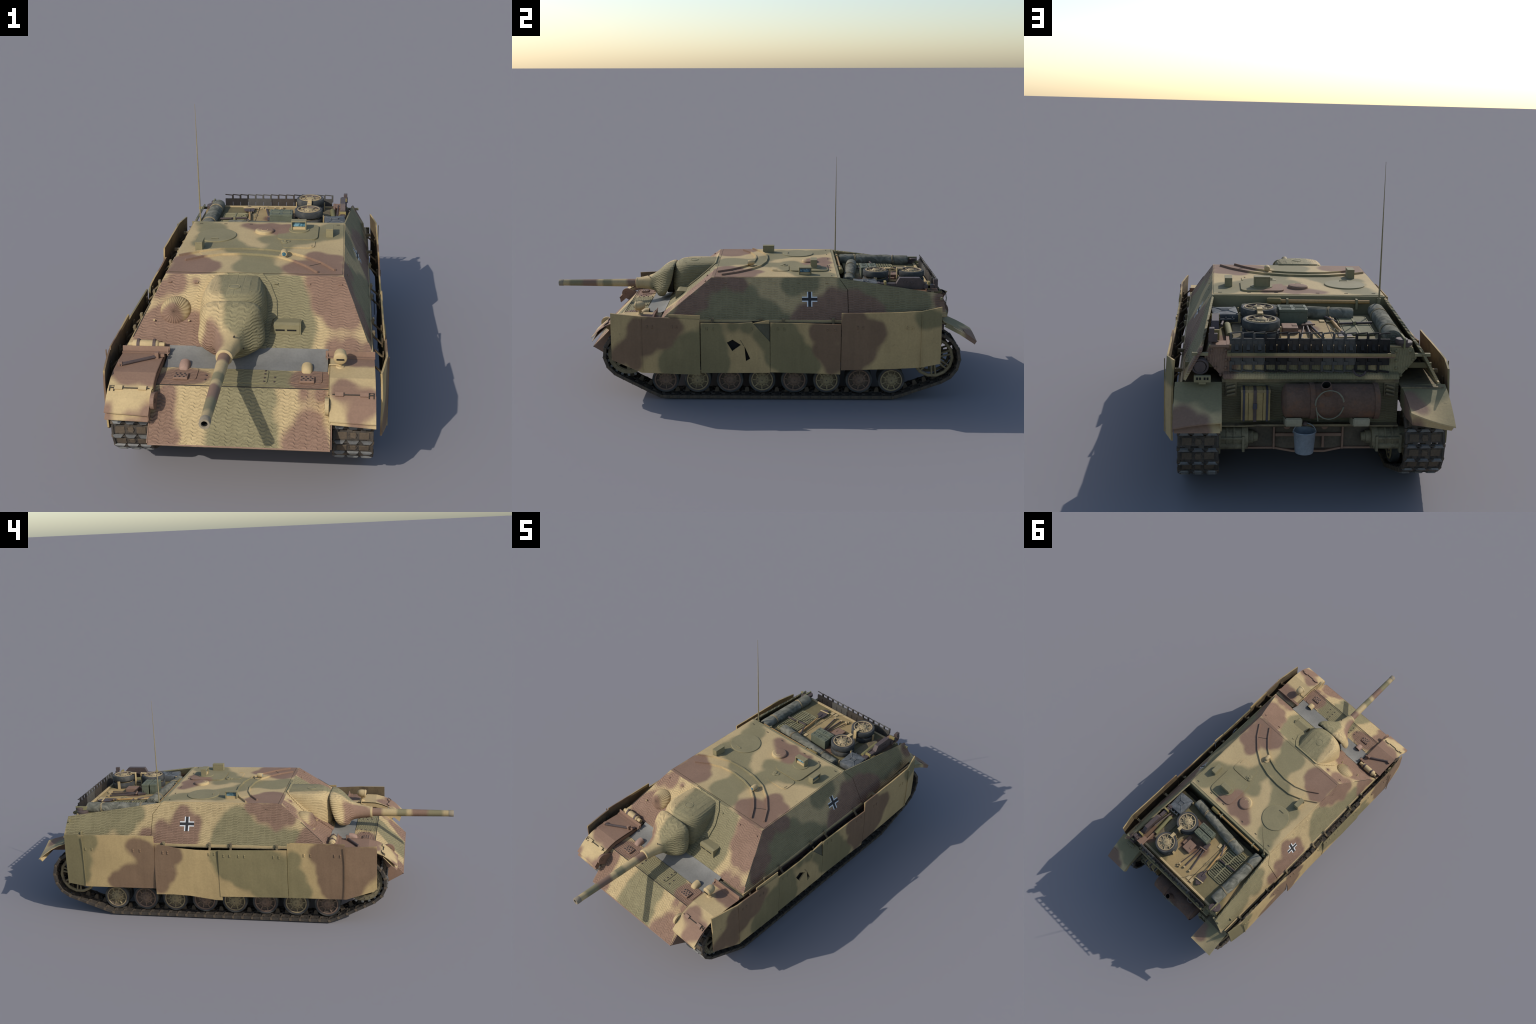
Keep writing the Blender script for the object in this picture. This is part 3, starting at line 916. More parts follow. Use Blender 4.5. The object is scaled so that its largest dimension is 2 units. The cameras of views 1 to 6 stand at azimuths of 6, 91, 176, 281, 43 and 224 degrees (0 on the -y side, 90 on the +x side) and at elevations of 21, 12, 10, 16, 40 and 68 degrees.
def lerp_line(pts, y):
    for (a, b), (c, d) in zip(pts, pts[1:]):
        if a <= y <= c:
            return b + (d - b) * (y - a) / (c - a) if c > a else d
    return pts[0][1] if y < pts[0][0] else pts[-1][1]


mantlet()
bm = bmesh.new()
add_lathe(bm, [(0, .0262), (.005, .0272), (.010, .0268), (.012, .0235), (.012, .018)], (GX, -.600, .4315), (0, -1, 0), 32)
add_lathe(bm, [(0, .070), (.03, .070), (.03, 0)], (GX, -.452, .455), (0, 1, 0), 24, 1)
new_obj("mantlet_collar", bm, [M["sand"], M["seam"]], gun, 40)
bm = bmesh.new()
for x, y, z in ((-.03, -.545, .474), (-.094, -.53, .44), (-.005, -.52, .42)):
    add_lathe(bm, [(-.004, .003), (.002, .003), (.0025, 0)], (x, y, z), V((x - GX, -.03, z - .432)), 8)
new_obj("mantlet_bolt", bm, M["seam"], gun, kind="stuff")

bm = bmesh.new()
add_lathe(bm, [(0, .0195), (.05, .0192), (.37, .0150), (.3705, .0152)], (GX, -.605, .4315), (0, -1, -.001), 32)
new_obj("gun_barrel", bm, M["barrel"], gun, 40)
bm = bmesh.new()
add_lathe(bm, [(0, .0155), (.0015, .0160), (.021, .0160), (.0235, .0152), (.0235, .0095), (.019, .0088), (-.06, .0088), (-.06, 0)], (GX, -.9755, .4312), (0, -1, 0), 32)
for f in bm.faces:
    if f.calc_center_median().y < -.9 and max((V((v.co.x - GX, 0, v.co.z - .4312))).length for v in f.verts) < .0092:
        f.material_index = 1
new_obj("muzzle", bm, [plain("muzzle_grey_brown", (.27, .22, .15)), M["black"]], gun, 30)

# ball machine-gun mount cover and small fittings on the front plate
bm = bmesh.new()
c0 = on_front(-.262, -.320, 0.0)
add_lathe(bm, [(-.003, .0535), (.003, .0525), (.013, .0430), (.024, .0275), (.034, .0120), (.0375, .005), (.0385, 0)], c0, (0, -.6055, .7958), 24)
new_obj("machine_gun_cone", bm, M["ball"], gun, 55)
bm = bmesh.new()
for x, y in ((-.332, -.353), (-.212, -.352)):
    add_tube(bm, [on_front(x, y, -.002), on_front(x + .002, y - .004, .010)], .0034, 8)
new_obj("cone_stop", bm, M["sand"], gun)

bm = bmesh.new()
x0, x1 = .081, .170
pr = [(-.338, .446), (-.374, .4475), (-.386, .4425), (-.387, .410), (-.36, .42)]
add_prism(bm, [(x0, y, z) for y, z in pr], (x1 - x0, 0, 0))
bmesh.ops.recalc_face_normals(bm, faces=bm.faces)
bmesh.ops.bevel(bm, geom=bm.edges[:], offset=.0012, segments=2, affect="EDGES")
for a in (.088, .127):
    add_box(bm, (a + .015, -.3868, .4245), (.031, .0015, .0052), None, 1)
add_prism(bm, [(x1, -.349, .449), (x1, -.388, .449), (x1, -.389, .407), (x1, -.37, .418)], (.003, 0, 0))
new_obj("vision_port", bm, [M["green"], M["black"]], casemate)
for x in (.372,):
    bm = bmesh.new()
    add_prism(bm, [on_front(.395, -.405, .001), on_front(.352, -.30, .001), on_front(.3545, -.30, .001), on_front(.3975, -.405, .001)], V((0, -.6055, .7958)) * .0008)
    add_prism(bm, [on_front(-.395, -.405, .001), on_front(-.352, -.30, .001), on_front(-.3545, -.30, .001), on_front(-.3975, -.405, .001)], V((0, -.6055, .7958)) * .0008)
    new_obj("weld_line", bm, M["seam"], casemate)

# ---- front fenders ----------------------------------------------------------
def strip(bm, prof, x0, x1, t, mi=0, dz=None):
    """bent sheet: profile (y, z) swept from x0 to x1, thickness t downward; dz(x01, i) optional warp"""
    rows = []
    nx = 6
    for k in range(nx + 1):
        f = k / nx
        x = x0 + (x1 - x0) * f
        top, bot = [], []
        for i, (y, z) in enumerate(prof):
            w = dz(f, i) if dz else (0, 0)
            top.append(bm.verts.new((x, y + w[0], z + w[1])))
            bot.append(bm.verts.new((x, y + w[0], z + w[1] - t)))
        rows.append(top + bot[::-1])
    n = len(rows[0])
    for r0, r1 in zip(rows, rows[1:]):
        for j in range(n):
            bm.faces.new((r0[j], r0[(j + 1) % n], r1[(j + 1) % n], r1[j])).material_index = mi
    bm.faces.new(rows[0][::-1]).material_index = mi
    bm.faces.new(rows[-1]).material_index = mi


bm = bmesh.new()   # smooth, slightly hollow unpainted panel under the gun
strip(bm, [(-.530, .3505), (-.51, .3535), (-.485, .3585), (-.46, .3650), (-.44, .3725), (-.4285, .3790)], -.266, .266, .004)
new_obj("bare_deck_panel", bm, M["bare"], hull, 60)
fenders = ROOT
for s in SX:
    bm = bmesh.new()
    prof = [(-.44, .3705), (-.467, .3715), (-.54, .374), (-.61, .3725), (-.645, .363), (-.677, .350)]
    strip(bm, prof, s * .272, s * .4155, .004)
    # inner flange
    fl = [(s * .272, y, z) for y, z in prof]
    lo = [(s * .272, -.677, .325), (s * .272, -.61, .349), (s * .272, -.44, .35)]
    add_prism(bm, fl + lo, (s * .003, 0, 0))
    new_obj("front_fender", bm, M["fender"], fenders)
    bm = bmesh.new()
    if s > 0:
        warp = lambda f, i: (0, 0) if i < 2 else (-.002 * f, -.004 * f)
        strip(bm, [(-.678, .3495), (-.705, .331), (-.742, .297)], s * .276, s * .416, .0035, 0, warp)
        strip(bm, [(-.679, .340), (-.705, .319), (-.741, .281)], s * .279, s * .4165, .003, 0, lambda f, i: (0, 0) if i < 1 else (0, .006 * (1 - f) - .004 * f))
    else:
        strip(bm, [(-.678, .3495), (-.705, .333), (-.742, .298)], s * .276, s * .416, .0035, 0, lambda f, i: (0, 0) if i < 1 else (.003 * f, .006 * f * i / 2 - .003))
        strip(bm, [(-.679, .340), (-.705, .319), (-.741, .284)], s * .279, s * .4155, .003, 0, lambda f, i: (0, 0) if i < 1 else (0, -.010 + .004 * f))
    add_prism(bm, [(s * .276, -.679, .348), (s * .276, -.742, .296), (s * .276, -.735, .268), (s * .276, -.68, .315)], (s * .003, 0, 0))
    new_obj("fender_flap", bm, M["fender"], fenders)
    bm = bmesh.new()
    for xa, xb in ((.292, .318), (.368, .394)):
        add_box(bm, (s * (xa + xb) / 2, -.677, .3535), (xb - xa, .014, .005), Matrix.Rotation(math.radians(32), 3, "X"), 0, .001)
    add_tube(bm, [(s * .284, -.6775, .3525), (s * .406, -.6775, .3525)], .0018, 6, 1)
    add_tube(bm, [(s * .395, -.687, .346), (s * .395, -.672, .357), (s * .409, -.672, .357), (s * .409, -.687, .346)], .0016, 6, 1)
    new_obj("fender_hinge", bm, [M["sand"] if s < 0 else M["brown"], M["seam"]], fenders)
    # angle-iron strut across the fender
    bm = bmesh.new()
    add_box(bm, (s * .338, -.464, .381), (.160, .004, .020), Matrix.Rotation(math.radians(-12), 3, "X"), 0, .001)
    add_box(bm, (s * .338, -.473, .3735), (.160, .014, .003), None, 0, .0008)
    add_prism(bm, [(s * .262, -.462, .39), (s * .262, -.485, .368), (s * .262, -.462, .368)], (s * .003, 0, 0))
    new_obj("fender_strut", bm, M["brown"], fenders)

# head lamp on the left fender
lamp = obj_tube("head_lamp", [(.306, -.538, .372), (.306, -.538, .395)], .0065, M["sand"], fenders)
bm = bmesh.new()
add_lathe(bm, [(-.027, 0), (-.0265, .017), (-.024, .0205), (-.022, .0215), (-.018, .0218), (-.0165, .0205), (-.003, .0205), (.008, .0185), (.018, .012), (.022, 0)], (.306, -.533, .4135), (0, 1, .12), 28)
add_box(bm, (.306, -.5605, .410), (.024, .004, .0042), None, 1)
add_lathe(bm, [(0, .015), (.004, .012), (.005, 0)], (.306, -.538, .3735), (0, 0, 1), 16)
add_tube(bm, [(.300, -.536, .379), (.271, -.536, .379), (.2705, -.536, .366), (.2705, -.56, .357)], .0022, 6)
o = new_obj("lamp_shell", bm, [M["sand"], M["black"]], fenders, 40)
o.parent = lamp

# fire extinguisher and crowbar arm on the right fender
bm = bmesh.new()
add_lathe(bm, [(0, 0), (.001, .0085), (.014, .0085), (.015, .013), (.02, .0165), (.098, .0165), (.103, .013), (.105, .010), (.123, .0095), (.123, 0)], (-.402, -.446, .3875), (1, 0, 0), 20)
ext = new_obj("fire_extinguisher", bm, M["sand"], fenders, 40)
bm = bmesh.new()
for x in (-.372, -.318):
    add_lathe(bm, [(0, .0165), (0, .0182), (.010, .0182), (.010, .0165)], (x, -.446, .3875), (1, 0, 0), 20)
    add_box(bm, (x + .005, -.446, .4065), (.008, .008, .004))
o = new_obj("extinguisher_strap", bm, M["strap"], fenders, 40)
o.parent = ext
bm = bmesh.new()
add_tube(bm, [(-.402, -.572, .3785), (-.385, -.5665, .379), (-.305, -.519, .379), (-.290, -.510, .379)], [.007, .0058, .0058, .007], 8)
add_box(bm, (-.400, -.570, .380), (.014, .013, .012), None, 1, .001)
add_box(bm, (-.292, -.511, .383), (.013, .016, .022), None, 1, .001)
add_box(bm, (-.276, -.507, .381), (.016, .006, .010), None, 1, .001)
new_obj("crowbar", bm, [M["tool"], M["brown"]], fenders)

# ---- side skirts ------------------------------------------------------------
def lerp_line(pts, y):
    for (a, b), (c, d) in zip(pts, pts[1:]):
        if a <= y <= c:
            return b + (d - b) * (y - a) / (c - a) if c > a else d
    return pts[0][1] if y < pts[0][0] else pts[-1][1]


skirts = empty("side_skirts", ROOT)
M["skirt_in"] = plain("skirt_inner_face", (.165, .12, .065), .85, 0, .25, dirt=(.09, .065, .04))


def skirt(s, top, bot, xf, mat, t=.006, lip=True):
    """sheet hung from hooks; top / bot are (y, z) edge lines, xf(y, z) its bowed outer surface"""
    y0, y1 = top[0][0], top[-1][0]
    keys = sorted(set([p[0] for p in top + bot] + [y0 + (y1 - y0) * i / 14 for i in range(15)]))
    keys = [k for i, k in enumerate(keys) if i == 0 or k - keys[i - 1] > .002]
    nz = 10
    bm = bmesh.new()
    outer, inner = [], []
    for y in keys:
        zt, zb = lerp_line(top, y), lerp_line(bot, y)
        oc, ic = [], []
        for k in range(nz + 1):
            z = zb + (zt - zb) * k / nz
            x = xf(y, z) + .0012 * noise.noise(V((y * 14, z * 14, s * 3)))
            oc.append(bm.verts.new((s * x, y, z)))
            ic.append(bm.verts.new((s * (x - t), y, z)))
        outer.append(oc)
        inner.append(ic)
    for g in (outer, inner):
        for a, b in zip(g, g[1:]):
            for k in range(nz):
                bm.faces.new((a[k], b[k], b[k + 1], a[k + 1])).material_index = 1 if g is inner else 0
    for i in range(len(keys) - 1):
        for k in (0, nz):
            bm.faces.new((outer[i][k], outer[i + 1][k], inner[i + 1][k], inner[i][k]))
    for i in (0, -1):
        for k in range(nz):
            bm.faces.new((outer[i][k], outer[i][k + 1], inner[i][k + 1], inner[i][k]))
    return bm


def bow(base, front=0, rear=0, yf=0, yr=0, twist=0):
    def f(y, z):
        x = base
        if front and y < yf:
            x -= front * ((yf - y) / .13)
        if rear and y > yr:
            x -= rear * ((y - yr) / .1)
        x += twist * (y - .07) * (.27 - z)
        x += .004 * (1 - ((z - .27) / .13) ** 2)
        return x
    return f


def rivets(bm, s, yz, xf, r=1.25):
    for y, z in yz:
        add_lathe(bm, [(-.002, .0044), (.0014, .0042), (.0030, .0024), (.0034, 0)], (s * xf(y, z), y, z), (s, 0, 0), 8, 0)


def quad_rivets(y, z):
    return [(y, z), (y, z - .0075)]


# front left
xf = bow(.457, front=.021, yf=-.513)
bm = skirt(1, [(-.650, .412), (-.513, .405), (-.250, .391)], [(-.650, .196), (-.513, .143), (-.250, .134)], xf, None)
for y in (-.483, -.461, -.373, -.351):
    rivets(bm, 1, quad_rivets(y, .362), xf)
add_box(bm, (.4605, -.510, .273), (.003, .0035, .25), None, 0)
new_obj("skirt_plate", bm, [M["skirt_l"], M["skirt_in"]], skirts)
obj_box("skirt_backing", (.4495, -.318, .402), (.004, .14, .018), M["skirt_l"], skirts, Matrix.Rotation(math.radians(-2), 3, "X"), 0)

# second left: torn plate with a shot hole and a folded corner
xf2 = bow(.4545)
bm = skirt(1, [(-.242, .374), (-.10, .372), (-.016, .378), (.060, .292), (.062, .290)], [(-.246, .142), (.062, .144)], xf2, None)
for y in (-.218, -.19, -.02):
    rivets(bm, 1, quad_rivets(y, .352), xf2)
p2 = new_obj("skirt_plate", bm, [M["skirt_l"], M["skirt_in"]], skirts)


def cut(ob, outline, x=.455):
    bm = bmesh.new()
    add_prism(bm, [(x - .05, y, z) for y, z in outline], (.1, 0, 0))
    c = new_obj("cutter", bm, M["seam"], None)
    md = ob.modifiers.new("cut", "BOOLEAN")
    md.operation = "DIFFERENCE"
    md.solver = "EXACT"
    md.object = c
    dg = bpy.context.evaluated_depsgraph_get()
    me = D.meshes.new_from_object(ob.evaluated_get(dg))
    ob.modifiers.clear()
    old = ob.data
    ob.data = me
    me.name = old.name + "_cut"
    D.objects.remove(c)


cut(p2, [(-.130, .286), (-.104, .300), (-.066, .275), (-.106, .246)])
cut(p2, [(-.0515, .270), (-.0475, .262), (-.0255, .210), (-.0450, .199)])
bm = bmesh.new()   # edges of the sheet curled inward round the hole
add_prism(bm, [(.456, -.104, .300), (.458, -.084, .307), (.4585, -.066, .296), (.4585, -.052, .269), (.449, -.066, .2745)], (-.003, 0, 0))
new_obj("torn_edge", bm, M["skirt_in"], skirts)
bm = bmesh.new()   # added black plates that keep the hole and folded corner dark
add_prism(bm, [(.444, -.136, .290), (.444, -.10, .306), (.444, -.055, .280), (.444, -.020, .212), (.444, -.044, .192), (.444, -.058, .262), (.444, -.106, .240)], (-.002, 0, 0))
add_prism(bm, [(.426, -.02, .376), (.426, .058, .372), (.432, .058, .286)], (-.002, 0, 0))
new_obj("black_backing", bm, M["black"], skirts)
bm = bmesh.new()   # folded-in corner, its shade put in as a darker colour
add_prism(bm, [(.4545, -.018, .374), (.4545, .061, .289), (.449, .061, .372)], (-.003, .001, 0))
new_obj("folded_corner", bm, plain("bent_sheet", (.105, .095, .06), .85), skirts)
bm = bmesh.new()   # strip of the plate left standing above the fold
add_prism(bm, [(.457, -.017, .374), (.457, .060, .374), (.457, .058, .3865), (.457, .045, .3862)], (-.005, 0, 0))
new_obj("torn_strip", bm, M["skirt_l"], skirts)

xf3 = bow(.4540, rear=-.003, yr=.28)
bm = skirt(1, [(.064, .376), (.377, .370)], [(.066, .146), (.375, .138)], xf3, None)
for y in (.098, .126, .318, .352):
    rivets(bm, 1, quad_rivets(y, .352), xf3)
new_obj("skirt_plate", bm, [M["skirt_l"], M["skirt_in"]], skirts)

xf4 = bow(.456, rear=.026, yr=.735)
bm = skirt(1, [(.380, .421), (.60, .424), (.735, .431), (.826, .444)], [(.384, .158), (.60, .164), (.735, .172), (.826, .182)], xf4, None)
for y in (.452, .475, .672, .695):
    rivets(bm, 1, quad_rivets(y, .352 + .008), xf4)
add_box(bm, (.461, .735, .30), (.003, .0035, .245), None, 0)
new_obj("skirt_plate", bm, [M["skirt_l"], M["skirt_in"]], skirts)

# right-hand side
xf = bow(.454, front=.019, yf=-.513)
bm = skirt(-1, [(-.652, .396), (-.513, .397), (-.248, .406)], [(-.652, .192), (-.638, .180), (-.513, .143), (-.252, .142)], xf, None)
for y in (-.489, -.463, -.355, -.325):
    rivets(bm, -1, quad_rivets(y, .358), xf)
add_box(bm, (-.4625, -.510, .273), (.003, .0035, .25), None, 0)
new_obj("skirt_plate", bm, [M["skirt_r"], M["skirt_in"]], skirts)
obj_box("skirt_backing", (-.4475, -.385, .403), (.004, .250, .012), M["skirt_r"], skirts, None, 0)

xf = bow(.459)
bm = skirt(-1, [(-.239, .376), (.074, .368)], [(-.246, .144), (.068, .138)], xf, None)
for y in (-.21, -.185, -.05, -.022, .02, .048):
    rivets(bm, -1, quad_rivets(y, .347), xf)
new_obj("skirt_plate", bm, [M["skirt_r"], M["skirt_in"]], skirts)


def xq3(y, z):
    """buckled plate: lower rear corner flares outward, upper front corner is pushed in"""
    x = .4565 + .004 * (1 - ((z - .27) / .13) ** 2)
    x += .010 * max(0, (.30 - z) / .16) * max(0, (y - .2) / .18)
    if z > .25:
        x -= .010 * max(0, (y - .2) / .18) * (z - .25) / .12
    if y < .12:
        x -= .012 * (.12 - y) / .05 * max(0, (z - .24) / .15)
    return x


bm = skirt(-1, [(.066, .364), (.18, .366), (.28, .372), (.378, .386)], [(.068, .118), (.10, .118), (.22, .136), (.30, .142), (.382, .142)], xq3, None)
for y in (.095, .118, .318, .342):
    rivets(bm, -1, quad_rivets(y, .352), xq3)
new_obj("skirt_plate", bm, [M["skirt_r"], M["skirt_in"]], skirts)

xf = bow(.453, rear=.016, yr=.735)
bm = skirt(-1, [(.384, .427), (.60, .427), (.735, .424), (.834, .420)], [(.390, .166), (.60, .165), (.735, .165), (.832, .174)], xf, None)
for y in (.452, .486, .69, .722):
    rivets(bm, -1, quad_rivets(y, .360), xf)
add_box(bm, (-.459, .735, .295), (.003, .0035, .245), None, 0)
new_obj("skirt_plate", bm, [M["skirt_r"], M["skirt_in"]], skirts)

# hooks that carry the skirts
bm = bmesh.new()
for s in SX:
    for y in (-.300, -.195, .022, .122, .345):
        add_box(bm, (s * .4165, y, .3775), (.009, .013, .022), None, 0, .001)
        add_lathe(bm, [(0, .003), (.002, .003), (.0025, 0)], (s * .421, y, .380), (s, 0, 0), 8)
    for y in (.50, .72):
        add_box(bm, (s * .4165, y, .379), (.024, .012, .012), None, 0, .001)
new_obj("skirt_hook", bm, M["hull"], skirts, kind="stuff")
bm = bmesh.new()
for s in SX:   # slanting flat stays that carry the skirts
    for y in (-.52, -.40, -.300, -.195, .022, .122, .345, .50, .72):
        add_box(bm, (s * .4335, y, .352), (.044, .010, .005), Matrix.Rotation(s * math.radians(42), 3, "Y"), 0, .001)
        add_box(bm, (s * .4465, y, .345), (.004, .014, .030), None, 0, .001)
new_obj("skirt_stay", bm, M["skirt_in"], skirts, kind="stuff")

# ---- running gear -----------------------------------------------------------
gear = ROOT


def rim_mesh(name, mat, floor):
    """dished steel road wheel, axis along +x, outer face at +x"""
    bm = bmesh.new()
    add_lathe(bm, [(-.016, .0500), (.0130, .0500), (.0142, .0490), (.0142, .0455), (.0125, .0440), (.0065, .0425), (.0050, .0400), (.0055, .0310), (.0088, .0280), (.0105, .0250),
                   (.0105, .0205), (.0125, .0190), (.0150, .0165), (.0160, .0110), (.0160, .0065), (.0178, .0060), (.0178, 0)], (0, 0, 0), (1, 0, 0), 32)
    add_lathe(bm, [(-.016, .0500), (-.016, 0)], (0, 0, 0), (1, 0, 0), 32)
    # painted-in shade: dark rings between rim and tyre and inside the dish
    add_lathe(bm, [(.0118, .0500), (.0128, .0535), (.0110, .0535)], (0, 0, 0), (1, 0, 0), 32, 1)
    add_lathe(bm, [(.0128, .0438), (.0090, .0430), (.0068, .0418)], (0, 0, 0), (1, 0, 0), 32, 1)
    for i in range(8):
        a = 2 * math.pi * (i + .5) / 8
        rot = Matrix.Rotation(a, 3, "X")
        add_box(bm, rot @ V((.0070, 0, .0352)), (.0080, .0052, .0190), rot, 0, .001)
    for i in range(10):
        a = 2 * math.pi * i / 10
        add_lathe(bm, [(.010, .0022), (.0125, .002), (.0125, 0)], (0, .0228 * math.cos(a), .0228 * math.sin(a)), (1, 0, 0), 6, 1)
    add_lathe(bm, [(.0179, .0028), (.0184, 0)], (0, 0, 0), (1, 0, 0), 8, 1)
    bmesh.ops.recalc_face_normals(bm, faces=bm.faces)
    me = D.meshes.new(name)
    bm.to_mesh(me)
    bm.free()
    me.materials.append(mat)
    me.materials.append(M["tool"])
    me.materials.append(floor)
    for p in me.polygons:
        p.use_smooth = True
        r = math.hypot(p.center.y, p.center.z)
        if .030 < r < .0425 and p.normal.x > .7 and p.center.x < .0075:
            p.material_index = 2  # dish floor takes the darker colour in place of shade
    me.set_sharp_from_angle(angle=math.radians(35))
    return me


def tyre_mesh():
    bm = bmesh.new()
    prof = [(-.0155, .0500), (-.0165, .054), (-.0155, .0590), (-.0120, .0615), (.0090, .0615), (.0118, .0595), (.0125, .054), (.0115, .0500)]
    add_lathe(bm, prof + [prof[0]], (0, 0, 0), (1, 0, 0), 36)
    bmesh.ops.remove_doubles(bm, verts=bm.verts, dist=1e-6)
    bmesh.ops.recalc_face_normals(bm, faces=bm.faces)
    me = D.meshes.new("tyre")
    bm.to_mesh(me)
    bm.free()
    me.materials.append(M["rubber"])
    for p in me.polygons:
        p.use_smooth = True
    me.set_sharp_from_angle(angle=math.radians(45))
    return me


SPARE_RIM = rim_mesh("spare_wheel_rim", plain("spare_wheel_paint", (.34, .26, .14), .75, 0, .22, dirt=(.24, .19, .12)), plain("spare_wheel_dish", (.225, .18, .11), .85))
RIM_S, RIM_B = rim_mesh("wheel_rim", plain("wheel_sand_paint", (.30, .235, .125), .8, 0, .25, dirt=(.16, .12, .075)), plain("wheel_dish_shade", (.13, .10, .058), .85)), rim_mesh("wheel_rim_brown", plain("wheel_brown_paint", (.19, .125, .085), .8, 0, .25, dirt=(.12, .09, .06)), plain("wheel_dish_shade_brown", (.085, .062, .044), .85))  # the dish colours are darker to paint in the shade of the recess
TYRE = tyre_mesh()


def add_wheel(me, mat4, parent, name="road_wheel", scale=1.0):
    o = D.objects.new(name, me)
    COL.objects.link(o)
    o.parent = parent
    o.matrix_basis = mat4
    t = D.objects.new("tyre", TYRE)
    COL.objects.link(t)
    t.parent = o
    return o


WY = [-.418 + .1477 * i for i in range(8)]
WZ = .0815
for s in SX:
    for i, y in enumerate(WY):
        me = RIM_B if i % 2 == 0 else RIM_S
        for x, flip in ((.3665, 1), (.3135, -1)):
            a = random.uniform(0, 6.28)
            rot = Matrix.Rotation(0 if s * flip > 0 else math.pi, 4, "Z") @ Matrix.Rotation(a, 4, "X")
            add_wheel(me, Matrix.Translation((s * x, y, WZ)) @ rot, gear)
# axles, bogies, rollers
bm = bmesh.new()
for s in SX:
    for y in WY:
        add_tube(bm, [(s * .28, y, WZ), (s * .37, y, WZ)], .012, 10)
    for i in range(0, 8, 2):
        yc = (WY[i] + WY[i + 1]) / 2
        add_box(bm, (s * .2905, yc, .135), (.022, .05, .05), None, 0, .004)
        add_box(bm, (s * .291, yc - .035, .112), (.018, .10, .026), Matrix.Rotation(.35, 3, "X"), 0, .003)
        add_box(bm, (s * .291, yc + .035, .112), (.018, .10, .026), Matrix.Rotation(-.35, 3, "X"), 0, .003)
        for k in range(4):
            add_box(bm, (s * .305, yc, .145 + k * .006), (.02, .15 - k * .025, .005), None, 0, .001)
new_obj("suspension_bogie", bm, M["hull"], gear, kind="stuff")
for s in SX:
    for y in (-.33, -.06, .22, .50):
        bm = bmesh.new()
        for x in (.325, .372):
            add_lathe(bm, [(-.010, 0), (-.010, .027), (-.008, .029), (.008, .029), (.010, .027), (.010, .010), (.013, .009), (.013, 0)], (s * x, y, .268), (s, 0, 0), 20)
        add_tube(bm, [(s * .28, y, .268), (s * .37, y, .268)], .008, 8)
        new_obj("return_roller", bm, M["hull"], gear, 35)

SPR, IDL = (-.583, .208), (.800, .196)


def sprocket(s):
    bm = bmesh.new()
    for x in (.318, .392):
        add_lathe(bm, [(-.005, .070), (-.005, .0915), (.005, .0915), (.005, .086), (.008, .085), (.008, .074), (.005, .073), (.005, .070), (-.005, .070)], (s * x, *SPR), (s, 0, 0), 40)
        for i in range(20):
            a = 2 * math.pi * i / 20
            rot = Matrix.Rotation(a, 3, "X")
            add_box(bm, V((s * x, *SPR)) + rot @ V((0, 0, .096)), (.008, .012, .014), rot, 1, .002)
        for i in range(20):
            a = 2 * math.pi * (i + .5) / 20
            add_lathe(bm, [(.008, .0022), (.0105, .002), (.0105, 0)], (s * x, SPR[0] + .0795 * math.cos(a), SPR[1] + .0795 * math.sin(a)), (s, 0, 0), 6)
        for i in range(8):
            a = 2 * math.pi * i / 8
            rot = Matrix.Rotation(a, 3, "X")
            add_box(bm, V((s * x, *SPR)) + rot @ V((0, 0, .048)), (.006, .015, .052), rot, 0, .001)
    add_lathe(bm, [(-.075, .030), (.012, .030), (.016, .026), (.02, .016), (.02, 0)], (s * .378, *SPR), (s, 0, 0), 24)
    add_tube(bm, [(s * .27, *SPR), (s * .32, *SPR)], .042, 20)
    return new_obj("drive_sprocket", bm, [plain("sprocket_paint", (.20, .165, .095), .75, .1, .25, dirt=(.10, .08, .055)), M["worn"]], gear, 35)


def idler(s):
    bm = bmesh.new()
    for x in (.320, .386):
        ring = [(s * x, IDL[0] + .0875 * math.cos(a), IDL[1] + .0875 * math.sin(a)) for a in [2 * math.pi * i / 14 for i in range(14)]]
        add_tube(bm, ring, .0075, 8, 0, True)
        for i in range(7):
            a = 2 * math.pi * i / 7 + .3
            for da in (-.11, .11):
                p0 = (s * (x - .006), IDL[0] + .018 * math.cos(a + da * 3), IDL[1] + .018 * math.sin(a + da * 3))
                p1 = (s * x, IDL[0] + .083 * math.cos(a + da), IDL[1] + .083 * math.sin(a + da))
                add_tube(bm, [p0, p1], .0045, 6)
    add_lathe(bm, [(-.10, .020), (.012, .020), (.018, .016), (.02, .008), (.02, 0)], (s * .382, *IDL), (s, 0, 0), 20)
    add_tube(bm, [(s * .27, *IDL), (s * .31, *IDL)], .022, 14)
    return new_obj("idler_wheel", bm, plain("idler_paint", (.235, .185, .10), .75, .1, .25, dirt=(.12, .09, .06)), gear, 40)


for s in SX:
    sprocket(s)
    idler(s)


